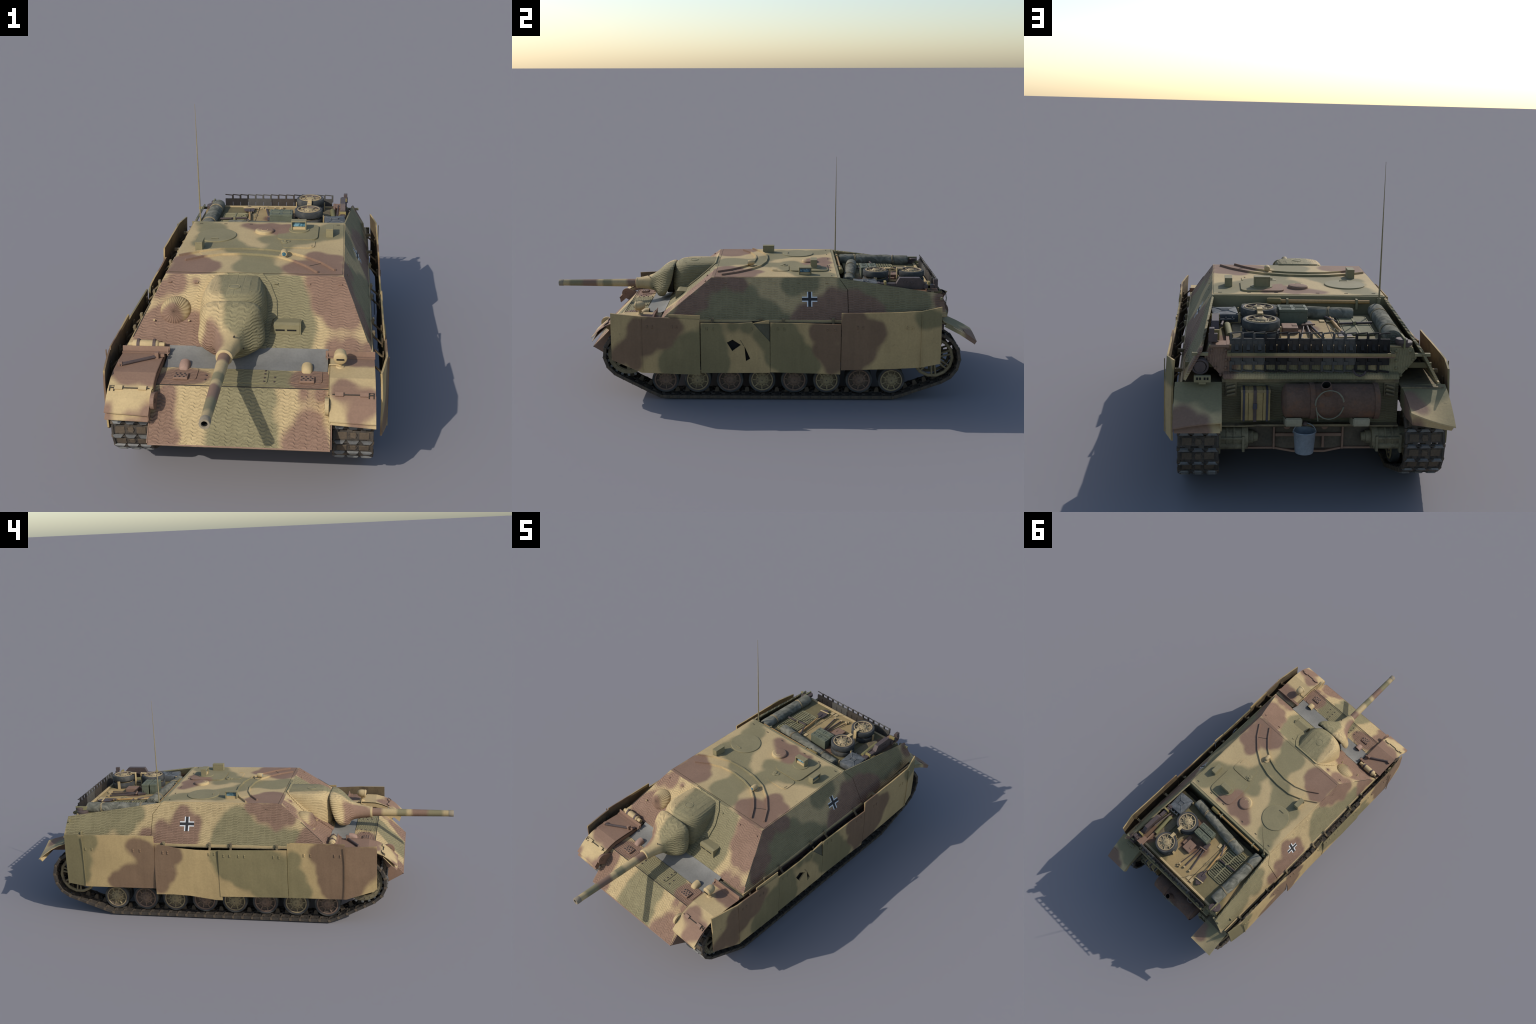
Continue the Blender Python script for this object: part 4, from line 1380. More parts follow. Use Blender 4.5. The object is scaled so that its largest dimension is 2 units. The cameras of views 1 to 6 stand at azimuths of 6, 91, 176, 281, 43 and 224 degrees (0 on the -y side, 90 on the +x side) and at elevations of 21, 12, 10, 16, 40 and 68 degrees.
# ---- tracks -----------------------------------------------------------------
def link_mesh(P):
    """one cast track link; x across, y along the run, z outward (ground side = -z)"""
    bm = bmesh.new()
    W = .062
    # web with windows: three thick bars across and two side rails
    add_box(bm, (0, 0, -.001), (.118, P * .68, .009), None, 0, .0015)
    for x in (-.034, .034):
        add_box(bm, (x, 0, -.0055), (.030, P * .50, .004), None, 1, .0012)
    add_box(bm, (0, 0, -.0060), (.018, P * .42, .004), None, 1, .0015)
    # hinge lugs alternate front and rear
    for k, x in enumerate([-.052, -.031, -.010, .010, .031, .052]):
        sgn = 1 if k % 2 else -1
        add_box(bm, (x, sgn * P * .36, 0), (.017, P * .34, .013), None, 0, .002)
    add_tube(bm, [(-.0625, P / 2, 0), (.0625, P / 2, 0)], .0052, 8)
    for x in (-.0625, .0625):
        add_box(bm, (x, P / 2, 0), (.004, .011, .012), None, 1, .001)
    # raised grouser: three trapezoid cleats on a cross bar, worn bright on the crest
    add_box(bm, (0, P / 2, -.0065), (.116, .0055, .004), None, 0, .001)
    for x in (-.0425, 0, .0425):
        w0, w1 = .0185, .0105
        pts = [(x - w0, P / 2 - .0065, -.0062), (x + w0, P / 2 - .0065, -.0062), (x + w1, P / 2 + .0055, -.0062), (x - w1, P / 2 + .0055, -.0062)]
        top = [(x - w0 + .003, P / 2 - .0040, -.0118), (x + w0 - .003, P / 2 - .0040, -.0118), (x + w1 - .001, P / 2 + .0035, -.0118), (x - w1 + .001, P / 2 + .0035, -.0118)]
        a = [bm.verts.new(p) for p in pts]
        b = [bm.verts.new(p) for p in top]
        bm.faces.new(a)
        bm.faces.new(b[::-1]).material_index = 2
        for q in range(4):
            bm.faces.new((a[q], a[(q + 1) % 4], b[(q + 1) % 4], b[q])).material_index = 2
    # arched web in the middle of the link
    add_tube(bm, [(.012 * math.cos(t), -P * .12 + .013 * math.sin(t), -.0062) for t in [math.pi * q / 8 for q in range(9)]], .0022, 5, 0)
    # solid link ends
    for x in (-.0585, .0585):
        add_box(bm, (x, 0, -.0015), (.008, P * .80, .0145), None, 0, .002)
        add_box(bm, (x, P * .5, -.0015), (.010, P * .22, .0125), None, 1, .002)
    # guide horn on the inner face
    hp = [(-.0045, -.011, .003), (-.0045, .011, .003), (-.0045, .008, .021), (-.0045, .004, .027), (-.0045, -.004, .027), (-.0045, -.008, .021)]
    add_prism(bm, hp, (.009, 0, 0), 1)
    bmesh.ops.recalc_face_normals(bm, faces=bm.faces)
    me = D.meshes.new("track_link")
    bm.to_mesh(me)
    bm.free()
    for m in (M["steel"], M["pad"], M["worn"]):
        me.materials.append(m)
    return me


def belt():
    """pitch line round sprocket, idler and end road wheels"""
    circ = [(*SPR, .1055), (*IDL, .1150), (WY[0], WZ, WZ - .0118), (WY[7], WZ, WZ - .0118)]
    pts = []
    for cy, cz, r in circ:
        for i in range(240):
            a = 2 * math.pi * i / 240
            pts.append((cy + r * math.cos(a), cz + r * math.sin(a)))
    pts = sorted(set(pts))

    def half(ps):
        h = []
        for p in ps:
            while len(h) > 1 and (h[-1][0] - h[-2][0]) * (p[1] - h[-2][1]) - (h[-1][1] - h[-2][1]) * (p[0] - h[-2][0]) <= 0:
                h.pop()
            h.append(p)
        return h
    lo, up = half(pts), half(pts[::-1])
    loop = lo[:-1] + up[:-1]
    # sag of the upper run on the rollers
    dense = []
    for i in range(len(loop)):
        a, b = V(loop[i]), V(loop[(i + 1) % len(loop)])
        n = max(1, int((b - a).length / .01))
        for k in range(n):
            dense.append(a.lerp(b, k / n))
    for p in dense:
        if p.y > .25 and -.55 < p.x < .78:
            w = min(1, (p.x + .55) / .1, (.78 - p.x) / .1)
            p.y -= w * (.004 + .004 * math.sin(p.x * 22) ** 2)
    return dense


LOOP = belt()
per = sum((LOOP[i] - LOOP[i - 1]).length for i in range(len(LOOP)))
NL = round(per / .0462)
PITCH = per / NL
LINK = link_mesh(PITCH)


def along(d):
    d %= per
    for i in range(len(LOOP)):
        a, b = LOOP[i], LOOP[(i + 1) % len(LOOP)]
        l = (b - a).length
        if d <= l:
            return a.lerp(b, d / l if l else 0)
        d -= l
    return LOOP[0]


for s in SX:
    tr = empty("track", gear)
    ph = .013 if s > 0 else .021
    for i in range(NL):
        p0, p1 = along(i * PITCH + ph), along((i + 1) * PITCH + ph)
        d = (p1 - p0).normalized()
        c = (p0 + p1) / 2
        inward = V((0, -d.y, d.x))      # loop runs counter-clockwise in (y, z)
        fw = V((0, d.x, d.y))
        m = Matrix((V((1, 0, 0)) * 1, fw, inward)).transposed().to_4x4()
        if m.determinant() < 0:
            m = Matrix((V((-1, 0, 0)), fw, inward)).transposed().to_4x4()
        m.translation = (s * .349, c.x, c.y)
        o = D.objects.new("track_link", LINK)
        COL.objects.link(o)
        o.parent = tr
        o.matrix_basis = m

# ---- engine deck and stern --------------------------------------------------
stern = empty("engine_deck", ROOT)


def dk(y):
    return .4915 - .0105 * (y - .39) / .42


bm = bmesh.new()
sec = [(-.322, .4815), (-.334, .45), (-.275, .386), (.275, .386), (.334, .45), (.322, .4815)]
va = [(x, .428, z + (.0097 if z > .47 else 0)) for x, z in sec]
vb = [(x, .811 + (.482 - z) * .12, z) for x, z in sec]
A = [bm.verts.new(p) for p in va]
B = [bm.verts.new(p) for p in vb]
bm.faces.new(A)
bm.faces.new(B[::-1]).material_index = 1
for i in range(6):
    f = bm.faces.new((A[i], A[(i + 1) % 6], B[(i + 1) % 6], B[i]))
    f.material_index = 0
new_obj("engine_compartment", bm, [M["deck"], M["stern"]], stern)
obj_box("gap_floor", (0, .395, .380), (.66, .05, .01), M["hull"], stern)
# stern lip, lower stern, shelf
bm = bmesh.new()
add_prism(bm, [(-.276, .815, .408), (-.276, .842, .403), (-.276, .846, .389), (-.276, .815, .385)], (.552, 0, 0))
bmesh.ops.recalc_face_normals(bm, faces=bm.faces)
bmesh.ops.bevel(bm, geom=bm.edges[:], offset=.002, segments=2, affect="EDGES")
new_obj("stern_lip", bm, M["stern"], stern)
obj_box("stern_upper_wall", (0, .812, .379), (.556, .03, .012), M["hull"], stern, None, .001)
plate("stern_lower_plate", [(.2795, .816, .236), (-.2795, .816, .236), (-.2795, .816, .386), (.2795, .816, .386)], .004, camo("stern_lower_paste", "xz", [], [], ("x", "z", 1.0, .024, .008), base=(.175, .15, .085)), stern)
bm = bmesh.new()
sh = [(-.279, .78), (-.279, .842), (-.197, .842), (-.158, .860), (.166, .860), (.205, .842), (.279, .842), (.279, .78)]
add_prism(bm, [(x, y, .233 if abs(x) > .18 else .243) for x, y in sh], (0, 0, .005))
new_obj("stern_shelf", bm, M["hull"], stern)
plate("stern_bottom_plate", [(.279, .803, .147), (-.279, .803, .147), (-.279, .803, .234), (.279, .803, .234)], .003, plain("dark_stern_paint", (.10, .08, .055), .8, 0, .3), stern)  # bottom plate in a darker tone
bm = bmesh.new()
for x in (.112, -.107):
    add_box(bm, (x, .808, .190), (.006, .018, .082), None, 0, .001)
add_prism(bm, [(-.279, .797, .154), (-.107, .797, .154), (-.05, .797, .142), (.05, .797, .142), (.112, .797, .154), (.279, .797, .154), (.279, .797, .148), (.112, .797, .148), (.05, .797, .136), (-.05, .797, .136), (-.107, .797, .148), (-.279, .797, .148)], (0, .014, 0))
add_box(bm, (0, .808, .195), (.215, .010, .010), None, 0, .001)
add_box(bm, (-.045, .808, .172), (.008, .010, .04), None, 0, .001)
for x in (-.05, .07):
    add_lathe(bm, [(0, .012), (.004, .011), (.004, 0)], (x, .803, .222), (0, 1, 0), 16)
new_obj("stern_frame", bm, M["brown"], stern)
# bolts on the stern corner plates
bm = bmesh.new()
for s in SX:
    for x, z in ((.312, .472), (.268, .472), (.322, .445), (.268, .442), (.300, .418), (.268, .418), (.283, .396)):
        y = .811 + (.482 - z) * .12
        add_lathe(bm, [(-.002, .0058), (.002, .0055), (.0045, .0035), (.005, 0)], (s * x, y, z), (0, 1, .2), 8)
new_obj("stern_bolt", bm, M["stern"], stern, kind="stuff")
# cross beam that holds the spare track
bm = bmesh.new()
add_box(bm, (.003, .847, .469), (.52, .008, .010), None, 0, .0015)
add_box(bm, (.003, .8455, .4615), (.518, .006, .004), None, 1)
for x in (.258, -.252):
    add_box(bm, (x, .835, .469), (.012, .036, .010), None, 0, .001)
new_obj("spare_track_bar", bm, [M["deck"], M["brown"]], stern)

# spare track links standing across the stern
RP = .0355


def spare_link():
    bm = bmesh.new()
    add_box(bm, (0, 0, -.006), (RP * .94, .008, .084), None, 0, .001)
    add_box(bm, (-RP * .42, .0055, -.009), (.0025, .003, .07), None, 0, 0)
    for z, sg in ((.0435, 1), (-.0595, -1)):
        add_box(bm, (RP / 2, .001, z - sg * .006), (.0075, .010, .032), None, 0, .0012)
        add_box(bm, (RP / 2 - .004, .004, z - sg * .018), (.014, .008, .012), None, 0, .0012)
    add_tube(bm, [(-RP / 2 + .001, 0, .0555), (RP / 2 + .001, 0, .052)], .0026, 5)
    add_tube(bm, [(-RP / 2 + .001, .002, -.071), (RP / 2 + .001, .002, -.0665)], .0032, 5)
    # guide horn to the rear
    add_prism(bm, [(-.005, .004, .018), (-.005, .004, -.004), (-.005, .018, .004)], (.010, 0, 0), 0)
    bmesh.ops.recalc_face_normals(bm, faces=bm.faces)
    me = D.meshes.new("spare_track_link")
    bm.to_mesh(me)
    bm.free()
    return me


base_me = spare_link()
tones = [plain("spare_track_grey", (.085, .078, .067), .75, .05, .3), plain("spare_track_brown", (.056, .045, .036), .75, .05, .3), plain("spare_track_dark", (.024, .020, .017), .8, .05, .3)]
variants = []
for t in tones:
    me = base_me.copy()
    me.materials.append(t)
    variants.append(me)
for i in range(14):
    x = .2525 - RP * (i + .5)
    me = variants[0] if i < 3 else variants[2] if i < 5 or i > 10 else variants[1] if i < 8 else variants[0]
    o = D.objects.new("spare_track_link", me)
    COL.objects.link(o)
    o.parent = stern
    o.location = (x, .8255, .4785)
    o.rotation_euler = (math.radians(0), 0, random.uniform(-.02, .02))
obj_tube("shackle", [(-.128, .840, .420), (-.130, .850, .415), (-.135, .856, .409), (-.148, .858, .404), (-.16, .856, .409), (-.166, .850, .416)], .0035, M["tool"], stern, 8)

# engine covers
bm = bmesh.new()
add_prism(bm, [(-.077, .50, dk(.5) + .0028), (-.077, .793, dk(.793) + .0028), (.125, .793, dk(.793) + .0028), (.125, .50, dk(.5) + .0028)][::-1], (0, 0, -.004))
new_obj("engine_cover", bm, M["deck"], stern)
obj_box("cover_seam", (-.0785, .645, dk(.645) + .0018), (.0018, .295, .003), M["seam"], stern, Matrix.Rotation(math.radians(-1.4), 3, "X"), 0)
bm = bmesh.new()
add_box(bm, (0, .800, dk(.80) + .002), (.64, .012, .006), None, 0, .001)
new_obj("deck_edge_strip", bm, M["sand"], stern)
bm = bmesh.new()
for x, y in ((-.066, .77), (-.066, .52), (-.09, .77), (-.09, .52)):
    add_box(bm, (x, y, dk(y) + .0045), (.018, .026, .003), None, 0, .0008)
new_obj("cover_hinge", bm, M["sand"], stern)
# cooling grille: slats inside a frame
bm = bmesh.new()
gx0, gx1, gy0, gy1 = -.225, -.122, .468, .678
fr = [(gx0, gy0), (gx1, gy0), (gx1, gy1), (gx0, gy1)]
add_tube(bm, [(x, y, dk(y) + .004) for x, y in [tuple(p[:2]) for p in rounded([(a, b, 0) for a, b in fr], .014)]], .0030, 6, 0, True)
add_box(bm, ((gx0 + gx1) / 2, (gy0 + gy1) / 2, dk(.57) - .0005), (gx1 - gx0 - .002, gy1 - gy0 - .002, .005), None, 1)
ns = 16
for i in range(ns):
    y = gy0 + .010 + (gy1 - gy0 - .02) * i / (ns - 1)
    add_box(bm, ((gx0 + gx1) / 2, y, dk(y) + .0055), (gx1 - gx0 - .008, .0075, .003), Matrix.Rotation(math.radians(-16), 3, "X"), 0)
add_box(bm, (-.174, .572, dk(.572) + .0072), (.006, .205, .003), Matrix.Rotation(math.radians(-1.4), 3, "X"), 0)
new_obj("cooling_grille", bm, [plain("grille_olive", (.24, .215, .115)), M["black"]], stern)

# ---- stowage ----------------------------------------------------------------
stow = ROOT


def tarp_roll(p0, p1, r, seed, name="tarpaulin_roll", sag=0.0):
    """rolled canvas: lumpy cylinder with a spiral fold in each end"""
    p0, p1 = V(p0), V(p1)
    d = (p1 - p0).normalized()
    a, b = frame(d)
    bm = bmesh.new()
    NR, NS = 44, 40
    L = (p1 - p0).length
    rings = []
    for i in range(NR + 1):
        t = i / NR
        c = p0.lerp(p1, t) - V((0, 0, sag * math.sin(math.pi * t)))
        ring = []
        for j in range(NS):
            q = 2 * math.pi * j / NS
            n = noise.noise(V((t * L * 22 + seed, math.cos(q) * 1.3, math.sin(q) * 1.3))) * .5 + noise.noise(V((t * L * 55 + seed, math.cos(q) * 3, math.sin(q) * 3))) * .28
            tie = min(abs(t - .22), abs(t - .78))
            rr = r * (1 + .13 * n) * (1 - .13 * max(0, 1 - tie / .035))
            if t < .02 or t > .98:
                rr *= .95
            ring.append(bm.verts.new(c + (a * math.cos(q) * 1.05 + b * math.sin(q) * .93) * rr))
        rings.append(ring)
    for r0, r1 in zip(rings, rings[1:]):
        for j in range(NS):
            bm.faces.new((r0[j], r0[(j + 1) % NS], r1[(j + 1) % NS], r1[j]))
    bm.faces.new(rings[0][::-1])
    bm.faces.new(rings[-1])
    for c, sg in ((p0, -1), (p1, 1)):
        sp = []
        for k in range(46):
            q = k * .42
            rr = r * .88 * (1 - k / 52)
            sp.append(c + d * sg * .0005 + (a * math.cos(q) + b * math.sin(q)) * rr)
        add_tube(bm, sp, .0022, 5)
    ob = new_obj(name, bm, M["tarp"], stow, 60)
    bm = bmesh.new()
    for t in (.215, .228, .775, .788):
        c = p0.lerp(p1, t) - V((0, 0, sag * math.sin(math.pi * t)))
        add_tube(bm, [c + (a * math.cos(q) * 1.05 + b * math.sin(q) * .93) * r * .985 + d * .003 * math.sin(q * 2 + t * 40) for q in [2 * math.pi * j / 28 for j in range(28)]], .0017, 5, 0, True)
    o = new_obj("roll_cord", bm, M["rope"], stow, 60)
    o.parent = ob
    return ob


tarp_roll((-.272, .415, .506), (-.266, .765, .501), .0285, 3)
tarp_roll((.208, .426, .506), (-.180, .470, .503), .0255, 11)

# ramrod and cleaning rods along the casemate rear wall
bm = bmesh.new()
add_tube(bm, [(-.252, .396, .532), (.070, .396, .532)], .0068, 12)
add_tube(bm, [(.066, .396, .532), (.070, .396, .532), (.112, .396, .532), (.118, .396, .532)], [.0085, .0125, .0125, .011], 14, 1)
for z, y in ((.5185, .375), (.506, .375)):
    add_tube(bm, [(-.252, y, z), (.02, y, z)], .0035, 10)
new_obj("ramrod", bm, [M["wood"], plain("bristle_head", (.20, .145, .05))], stow, 40)
bm = bmesh.new()
for x in (.045, -.205):
    add_box(bm, (x, .394, .524), (.008, .024, .036), None, 0, .001)
    add_lathe(bm, [(-.004, .009), (-.004, .0098), (.004, .0098), (.004, .009)], (x, .396, .532), (1, 0, 0), 14)
new_obj("rod_bracket", bm, M["green"], stow)
bm = bmesh.new()
for z in (.5445, .539):
    add_tube(bm, [(-.235, .374, z), (.245, .374, z)], .0022, 6)
for x in (-.243, .253):
    add_box(bm, (x, .374, .541), (.018, .008, .014), None, 0, .001)
new_obj("wall_rail", bm, M["green"], stow)

# spare wheels: two stacks lying flat
for y in (.558, .7235):
    for k, z in enumerate((.5020, .5380)):
        rot = Matrix.Rotation(-math.pi / 2, 4, "Y") @ Matrix.Rotation(random.uniform(0, 6), 4, "X")
        sc = Matrix.Diagonal((1.0, .985, .985, 1))
        o = add_wheel(SPARE_RIM, Matrix.Translation((.1555, y, z)) @ rot @ sc, stow, "spare_wheel")
bm = bmesh.new()
for y, sg in ((.558, 1), (.7235, -1)):
    ye = y + sg * .0655
    add_box(bm, (.1555, y + sg * .054, .5570), (.018, .028, .004), None, 0, .001)
    add_box(bm, (.1555, ye + sg * .001, .523), (.018, .004, .074), None, 0, .001)
    for x in (.0925, .2185):
        add_box(bm, (x, y - sg * .008, .505), (.004, .014, .044), None, 0, .001)
new_obj("wheel_clamp", bm, M["sand"], stow)

# fuel can lying flat
def fuel_can():
    bm = bmesh.new()
    c = V((.2695, .500, .5065))
    rot = Matrix.Rotation(math.radians(4), 3, "Z")
    add_box(bm, c, (.090, .108, .034), rot, 0, .009)
    P = lambda x, y, z: c + rot @ V((x, y, z))
    for a, b in (((-.04, -.048), (-.014, -.012)), ((.04, -.048), (.014, -.012)), ((-.04, .048), (-.014, .012)), ((.04, .048), (.014, .012))):
        add_tube(bm, [P(*a, .0155), P(*b, .0172)], .0030, 6)
    add_tube(bm, [P(-.014, -.012, .0172), P(.014, -.012, .0172), P(.014, .012, .0172), P(-.014, .012, .0172)], .0028, 6, 0, True)
    for x in (-.022, 0, .022):
        add_tube(bm, [P(x - .0, .052, .004), P(x, .066, .006), P(x, .066, -.004), P(x, .052, -.006)], .0035, 6)
    add_tube(bm, [P(-.028, .066, .0), P(.028, .066, .0)], .004, 8)
    add_lathe(bm, [(0, .010), (.012, .010), (.013, 0)], P(.034, .052, 0), rot @ V((0, 1, 0)), 12)
    return new_obj("fuel_can", bm, M["jerry"], stow, 40)


fuel_can()
bm = bmesh.new()
for y in (.452, .548):
    add_box(bm, (.268, y, .4915), (.10, .006, .006), None, 0, .001)
    add_box(bm, (.222, y, .505), (.004, .008, .034), None, 0, .001)
new_obj("can_rack", bm, M["sand"], stow)


def ammo_box(x0, x1, y0, y1, zt):
    bm = bmesh.new()
    cx, cy = (x0 + x1) / 2, (y0 + y1) / 2
    zb = dk(cy) + .001
    add_box(bm, (cx, cy, (zb + zt - .012) / 2), (x1 - x0, y1 - y0, zt - .012 - zb), None, 0, .0015)
    add_box(bm, (cx, cy, zt - .0065), (x1 - x0 + .002, y1 - y0 + .002, .011), None, 0, .002)
    for k in (-1, 1):
        c = V((cx + k * (x1 - x0) * .24, cy, zt - .0005))
        w, h = (x1 - x0) * .17, (y1 - y0) * .28
        add_tube(bm, [c + V((-w, -h, 0)), c + V((w, -h, 0)), c + V((w, h, 0)), c + V((-w, h, 0))], .0016, 5, 0, True)
    add_box(bm, (x0 - .001, cy, zb + .018), (.002, .018, .016), None, 0, .0008)
    add_box(bm, (x1 + .001, cy, zb + .018), (.002, .018, .016), None, 0, .0008)
    return new_obj("ammunition_box", bm, M["ammo"], stow)


ammo_box(-.010, .086, .536, .571, .545)
ammo_box(-.008, .088, .496, .529, .545)
bm = bmesh.new()
add_box(bm, (.056, .642, dk(.642) + .012), (.052, .064, .022), None, 0, .003)
add_box(bm, (.040, .642, dk(.642) + .0235), (.016, .02, .003), None, 0, .001)
add_box(bm, (.093, .625, dk(.62) + .006), (.02, .06, .01), None, 0, .002)
new_obj("tool_box", bm, M["brown"], stow)

# hand tools on the engine cover
bm = bmesh.new()
for (xa, ya), (xb, yb), r in (((.026, .745), (.004, .595), .0022), ((-.006, .742), (-.006, .588), .0038), ((-.044, .738), (-.016, .580), .0038)):
    add_tube(bm, [(xa, ya, dk(ya) + .0095), (xb, yb, dk(yb) + .0095)], r, 8)
add_box(bm, (-.012, .572, dk(.57) + .0095), (.026, .042, .010), Matrix.Rotation(.15, 3, "Z"), 0, .002)
add_box(bm, (-.010, .600, dk(.60) + .014), (.048, .007, .005), Matrix.Rotation(.15, 3, "Z"), 1, .001)
for x, y in ((.026, .748), (-.006, .745), (-.044, .741)):
    add_box(bm, (x, y, dk(y) + .0095), (.011, .010, .010), None, 2, .001)
for i in range(5):
    add_box(bm, (.024 + .008 * math.cos(i * 1.26), .758 + .008 * math.sin(i * 1.26), dk(.758) + .009), (.006, .006, .009), Matrix.Rotation(i, 3, "Z"), 2, .001)
new_obj("bolt_cutter", bm, [M["tool"], M["brown"], M["sand"]], stow)


def shovel():
    bm = bmesh.new()
    h = lambda y: dk(y) + .010
    add_tube(bm, [(-.096, .500, h(.5)), (-.105, .60, h(.6)), (-.116, .69, h(.69))], .0052, 10, 0)
    bl = [(-.098, .690), (-.140, .700), (-.146, .735), (-.139, .760), (-.124, .772), (-.109, .757), (-.096, .728)]
    add_prism(bm, [(x, y, h(y) + .002) for x, y in bl], (0, 0, -.004), 1)
    add_tube(bm, [(-.114, .675, h(.675)), (-.118, .715, h(.715) + .002)], [.0062, .004], 8, 1)
    add_box(bm, (-.122, .742, h(.742) + .004), (.056, .006, .004), Matrix.Rotation(.1, 3, "Z"), 2, .001)
    return new_obj("shovel", bm, [M["wood"], M["tool"], M["sand"]], stow, 40)


shovel()
bm = bmesh.new()
add_tube(bm, [(-.108, .690, dk(.69) + .009), (-.107, .555, dk(.55) + .009), (-.106, .50, dk(.5) + .009)], .003, 8, 0)
add_tube(bm, [(-.080, .495, dk(.5) + .012), (-.112, .56, dk(.56) + .012)], .0045, 8, 1)
add_tube(bm, [(-.118, .582, dk(.58) + .013), (-.232, .568, dk(.57) + .013)], .0045, 8, 1)
add_box(bm, (-.170, .576, dk(.57) + .013), (.010, .014, .014), None, 2, .001)
new_obj("pry_bar", bm, [M["sand"], M["tool"], M["green"]], stow)
bm = bmesh.new()
add_tube(bm, [(-.085, .62, dk(.6) + .004), (-.08, .645, dk(.6) + .014), (-.088, .66, dk(.66) + .010), (-.096, .64, dk(.64) + .013), (-.09, .62, dk(.62) + .006)], .0012, 5)
new_obj("tool_clip", bm, M["wire"], stow)

# jack along the left edge with its wooden block
bm = bmesh.new()
pr = [(.630, .497), (.630, .512), (.650, .548), (.741, .548), (.768, .520), (.768, .497)]
add_prism(bm, [(.290, y, z) for y, z in pr], (.022, 0, 0))
add_box(bm, (.301, .595, .514), (.020, .075, .016), None, 0, .002)
add_box(bm, (.301, .556, .512), (.026, .016, .024), None, 0, .002)
add_box(bm, (.306, .788, .508), (.024, .060, .018), None, 0, .002)
add_box(bm, (.308, .815, .514), (.028, .014, .026), None, 0, .002)
add_box(bm, (.312, .812, .534), (.016, .020, .020), None, 0, .002)
for i in range(4):
    add_lathe(bm, [(0, .0055), (.003, .005), (.003, 0)], (.312, .672 + i * .016, .531 - .003 * i), (1, 0, 0), 10)
add_tube(bm, [(.276, .58, .503), (.282, .70, .522)], .004, 8)
bmesh.ops.recalc_face_normals(bm, faces=bm.faces)
new_obj("lifting_jack", bm, M["tool"], stow)
bm = bmesh.new()
add_box(bm, (.301, .585, .517), (.028, .010, .028), None, 0, .001)
add_box(bm, (.303, .783, .513), (.030, .010, .034), None, 0, .001)
add_box(bm, (.290, .80, .489), (.05, .05, .008), None, 1, .001)
add_box(bm, (.262, .70, .489), (.010, .25, .010), None, 1, .001)
new_obj("jack_clamp", bm, [plain("clamp_ochre", (.26, .20, .075)), M["brown"]], stow)
bm = bmesh.new()
add_tube(bm, [(.262, .592, .494), (.255, .72, .491)], .012, 12)
add_box(bm, (.225, .64, dk(.64) + .003), (.04, .20, .006), None, 1, .001)
add_box(bm, (.13, .64, dk(.64) + .004), (.012, .26, .008), None, 1, .001)
add_box(bm, (.17, .64, dk(.64) + .004), (.012, .26, .008), None, 1, .001)
new_obj("stowage_tube", bm, [plain("ochre_green", (.20, .18, .08)), M["hull"]], stow, 40)

# spare discs in the right rear corner
bm = bmesh.new()
for y in (.783, .812):
    add_lathe(bm, [(0, .027), (.012, .027), (.014, .025), (.014, 0)], (-.296 + (y - .79) * .2, y, dk(.8) + .002), (0, 0, 1), 20)
    break
add_lathe(bm, [(0, .020), (.010, .020), (.012, .018), (.012, 0)], (-.286, .800, dk(.8) + .0165), (0, 0, 1), 18)
add_box(bm, (-.292, .79, dk(.8) + .016), (.006, .06, .036), None, 1, .001)
new_obj("spare_hub", bm, [M["tool"], plain("olive_strap", (.19, .17, .08))], stow, 35)

# antenna
bm = bmesh.new()
add_tube(bm, [(-.288, .393, .535), (-.2885, .393, .62), (-.2892, .393, .80), (-.290, .393, 1.037)], [.0034, .0030, .0022, .0006], 8)
ant = new_obj("antenna", bm, plain("antenna_paint", (.26, .21, .11)), ROOT, 40)
bm = bmesh.new()
add_lathe(bm, [(0, .012), (.006, .012), (.008, .007), (.03, .006), (.032, 0)], (-.288, .393, .515), (0, 0, 1), 14)
add_box(bm, (-.288, .392, .512), (.024, .022, .012), None, 0, .001)
o = new_obj("antenna_mount", bm, M["green"], ROOT, 40)
o.parent = ant

# ---- stern fittings ---------------------------------------------------------
rear = ROOT
bm = bmesh.new()
add_lathe(bm, [(0, 0), (0, .030), (.006, .046), (.012, .052), (.292, .052), (.298, .046), (.304, .030), (.304, 0)], (.094, .870, .329), (-1, 0, 0), 40)
muf = new_obj("muffler", bm, M["rust"], rear, 40)
bm = bmesh.new()
for x in (.010, -.188):
    add_lathe(bm, [(0, .052), (0, .0555), (.015, .0555), (.015, .052)], (x, .870, .329), (-1, 0, 0), 40)
    add_box(bm, (x - .0075, .815, .330), (.014, .06, .03), None, 0, .001)
o = new_obj("muffler_band", bm, M["rust"], rear, 40)
o.parent = muf
bm = bmesh.new()
d = V((.009, .020, .034)).normalized()
p = V((-.047, .892, .352))
add_lathe(bm, [(0, .0165), (.052, .0155), (.052, .0130), (.02, .0125), (.02, 0)], p, d, 20)
for f in bm.faces:
    c = f.calc_center_median() - p
    t = c.dot(d)
    if (c - d * t).length < .0126:
        f.material_index = 1
o = new_obj("tail_pipe", bm, [M["rust"], M["black"]], rear, 40)
o.parent = muf
for sd in range(2):
    random.seed(20 + sd)
    pts = []
    for k in range(30):
        q = math.radians(-80 + 340 * k / 29)
        pts.append((-.047 + (.0425 + .002 * sd) * math.sin(q), .923 + .006 * math.cos(q) + .003 * random.random(), .336 + (.049 if math.cos(q) < 0 else .046) * math.cos(q + .02 * sd)))
    o = obj_tube("wire_loop", pts, .0017, M["wire"], rear, 6)
bm = bmesh.new()
add_tube(bm, [(-.005, .932, .33), (-.010, .932, .30), (-.012, .929, .285)], .0017, 6)
new_obj("wire_end", bm, M["wire"], rear)
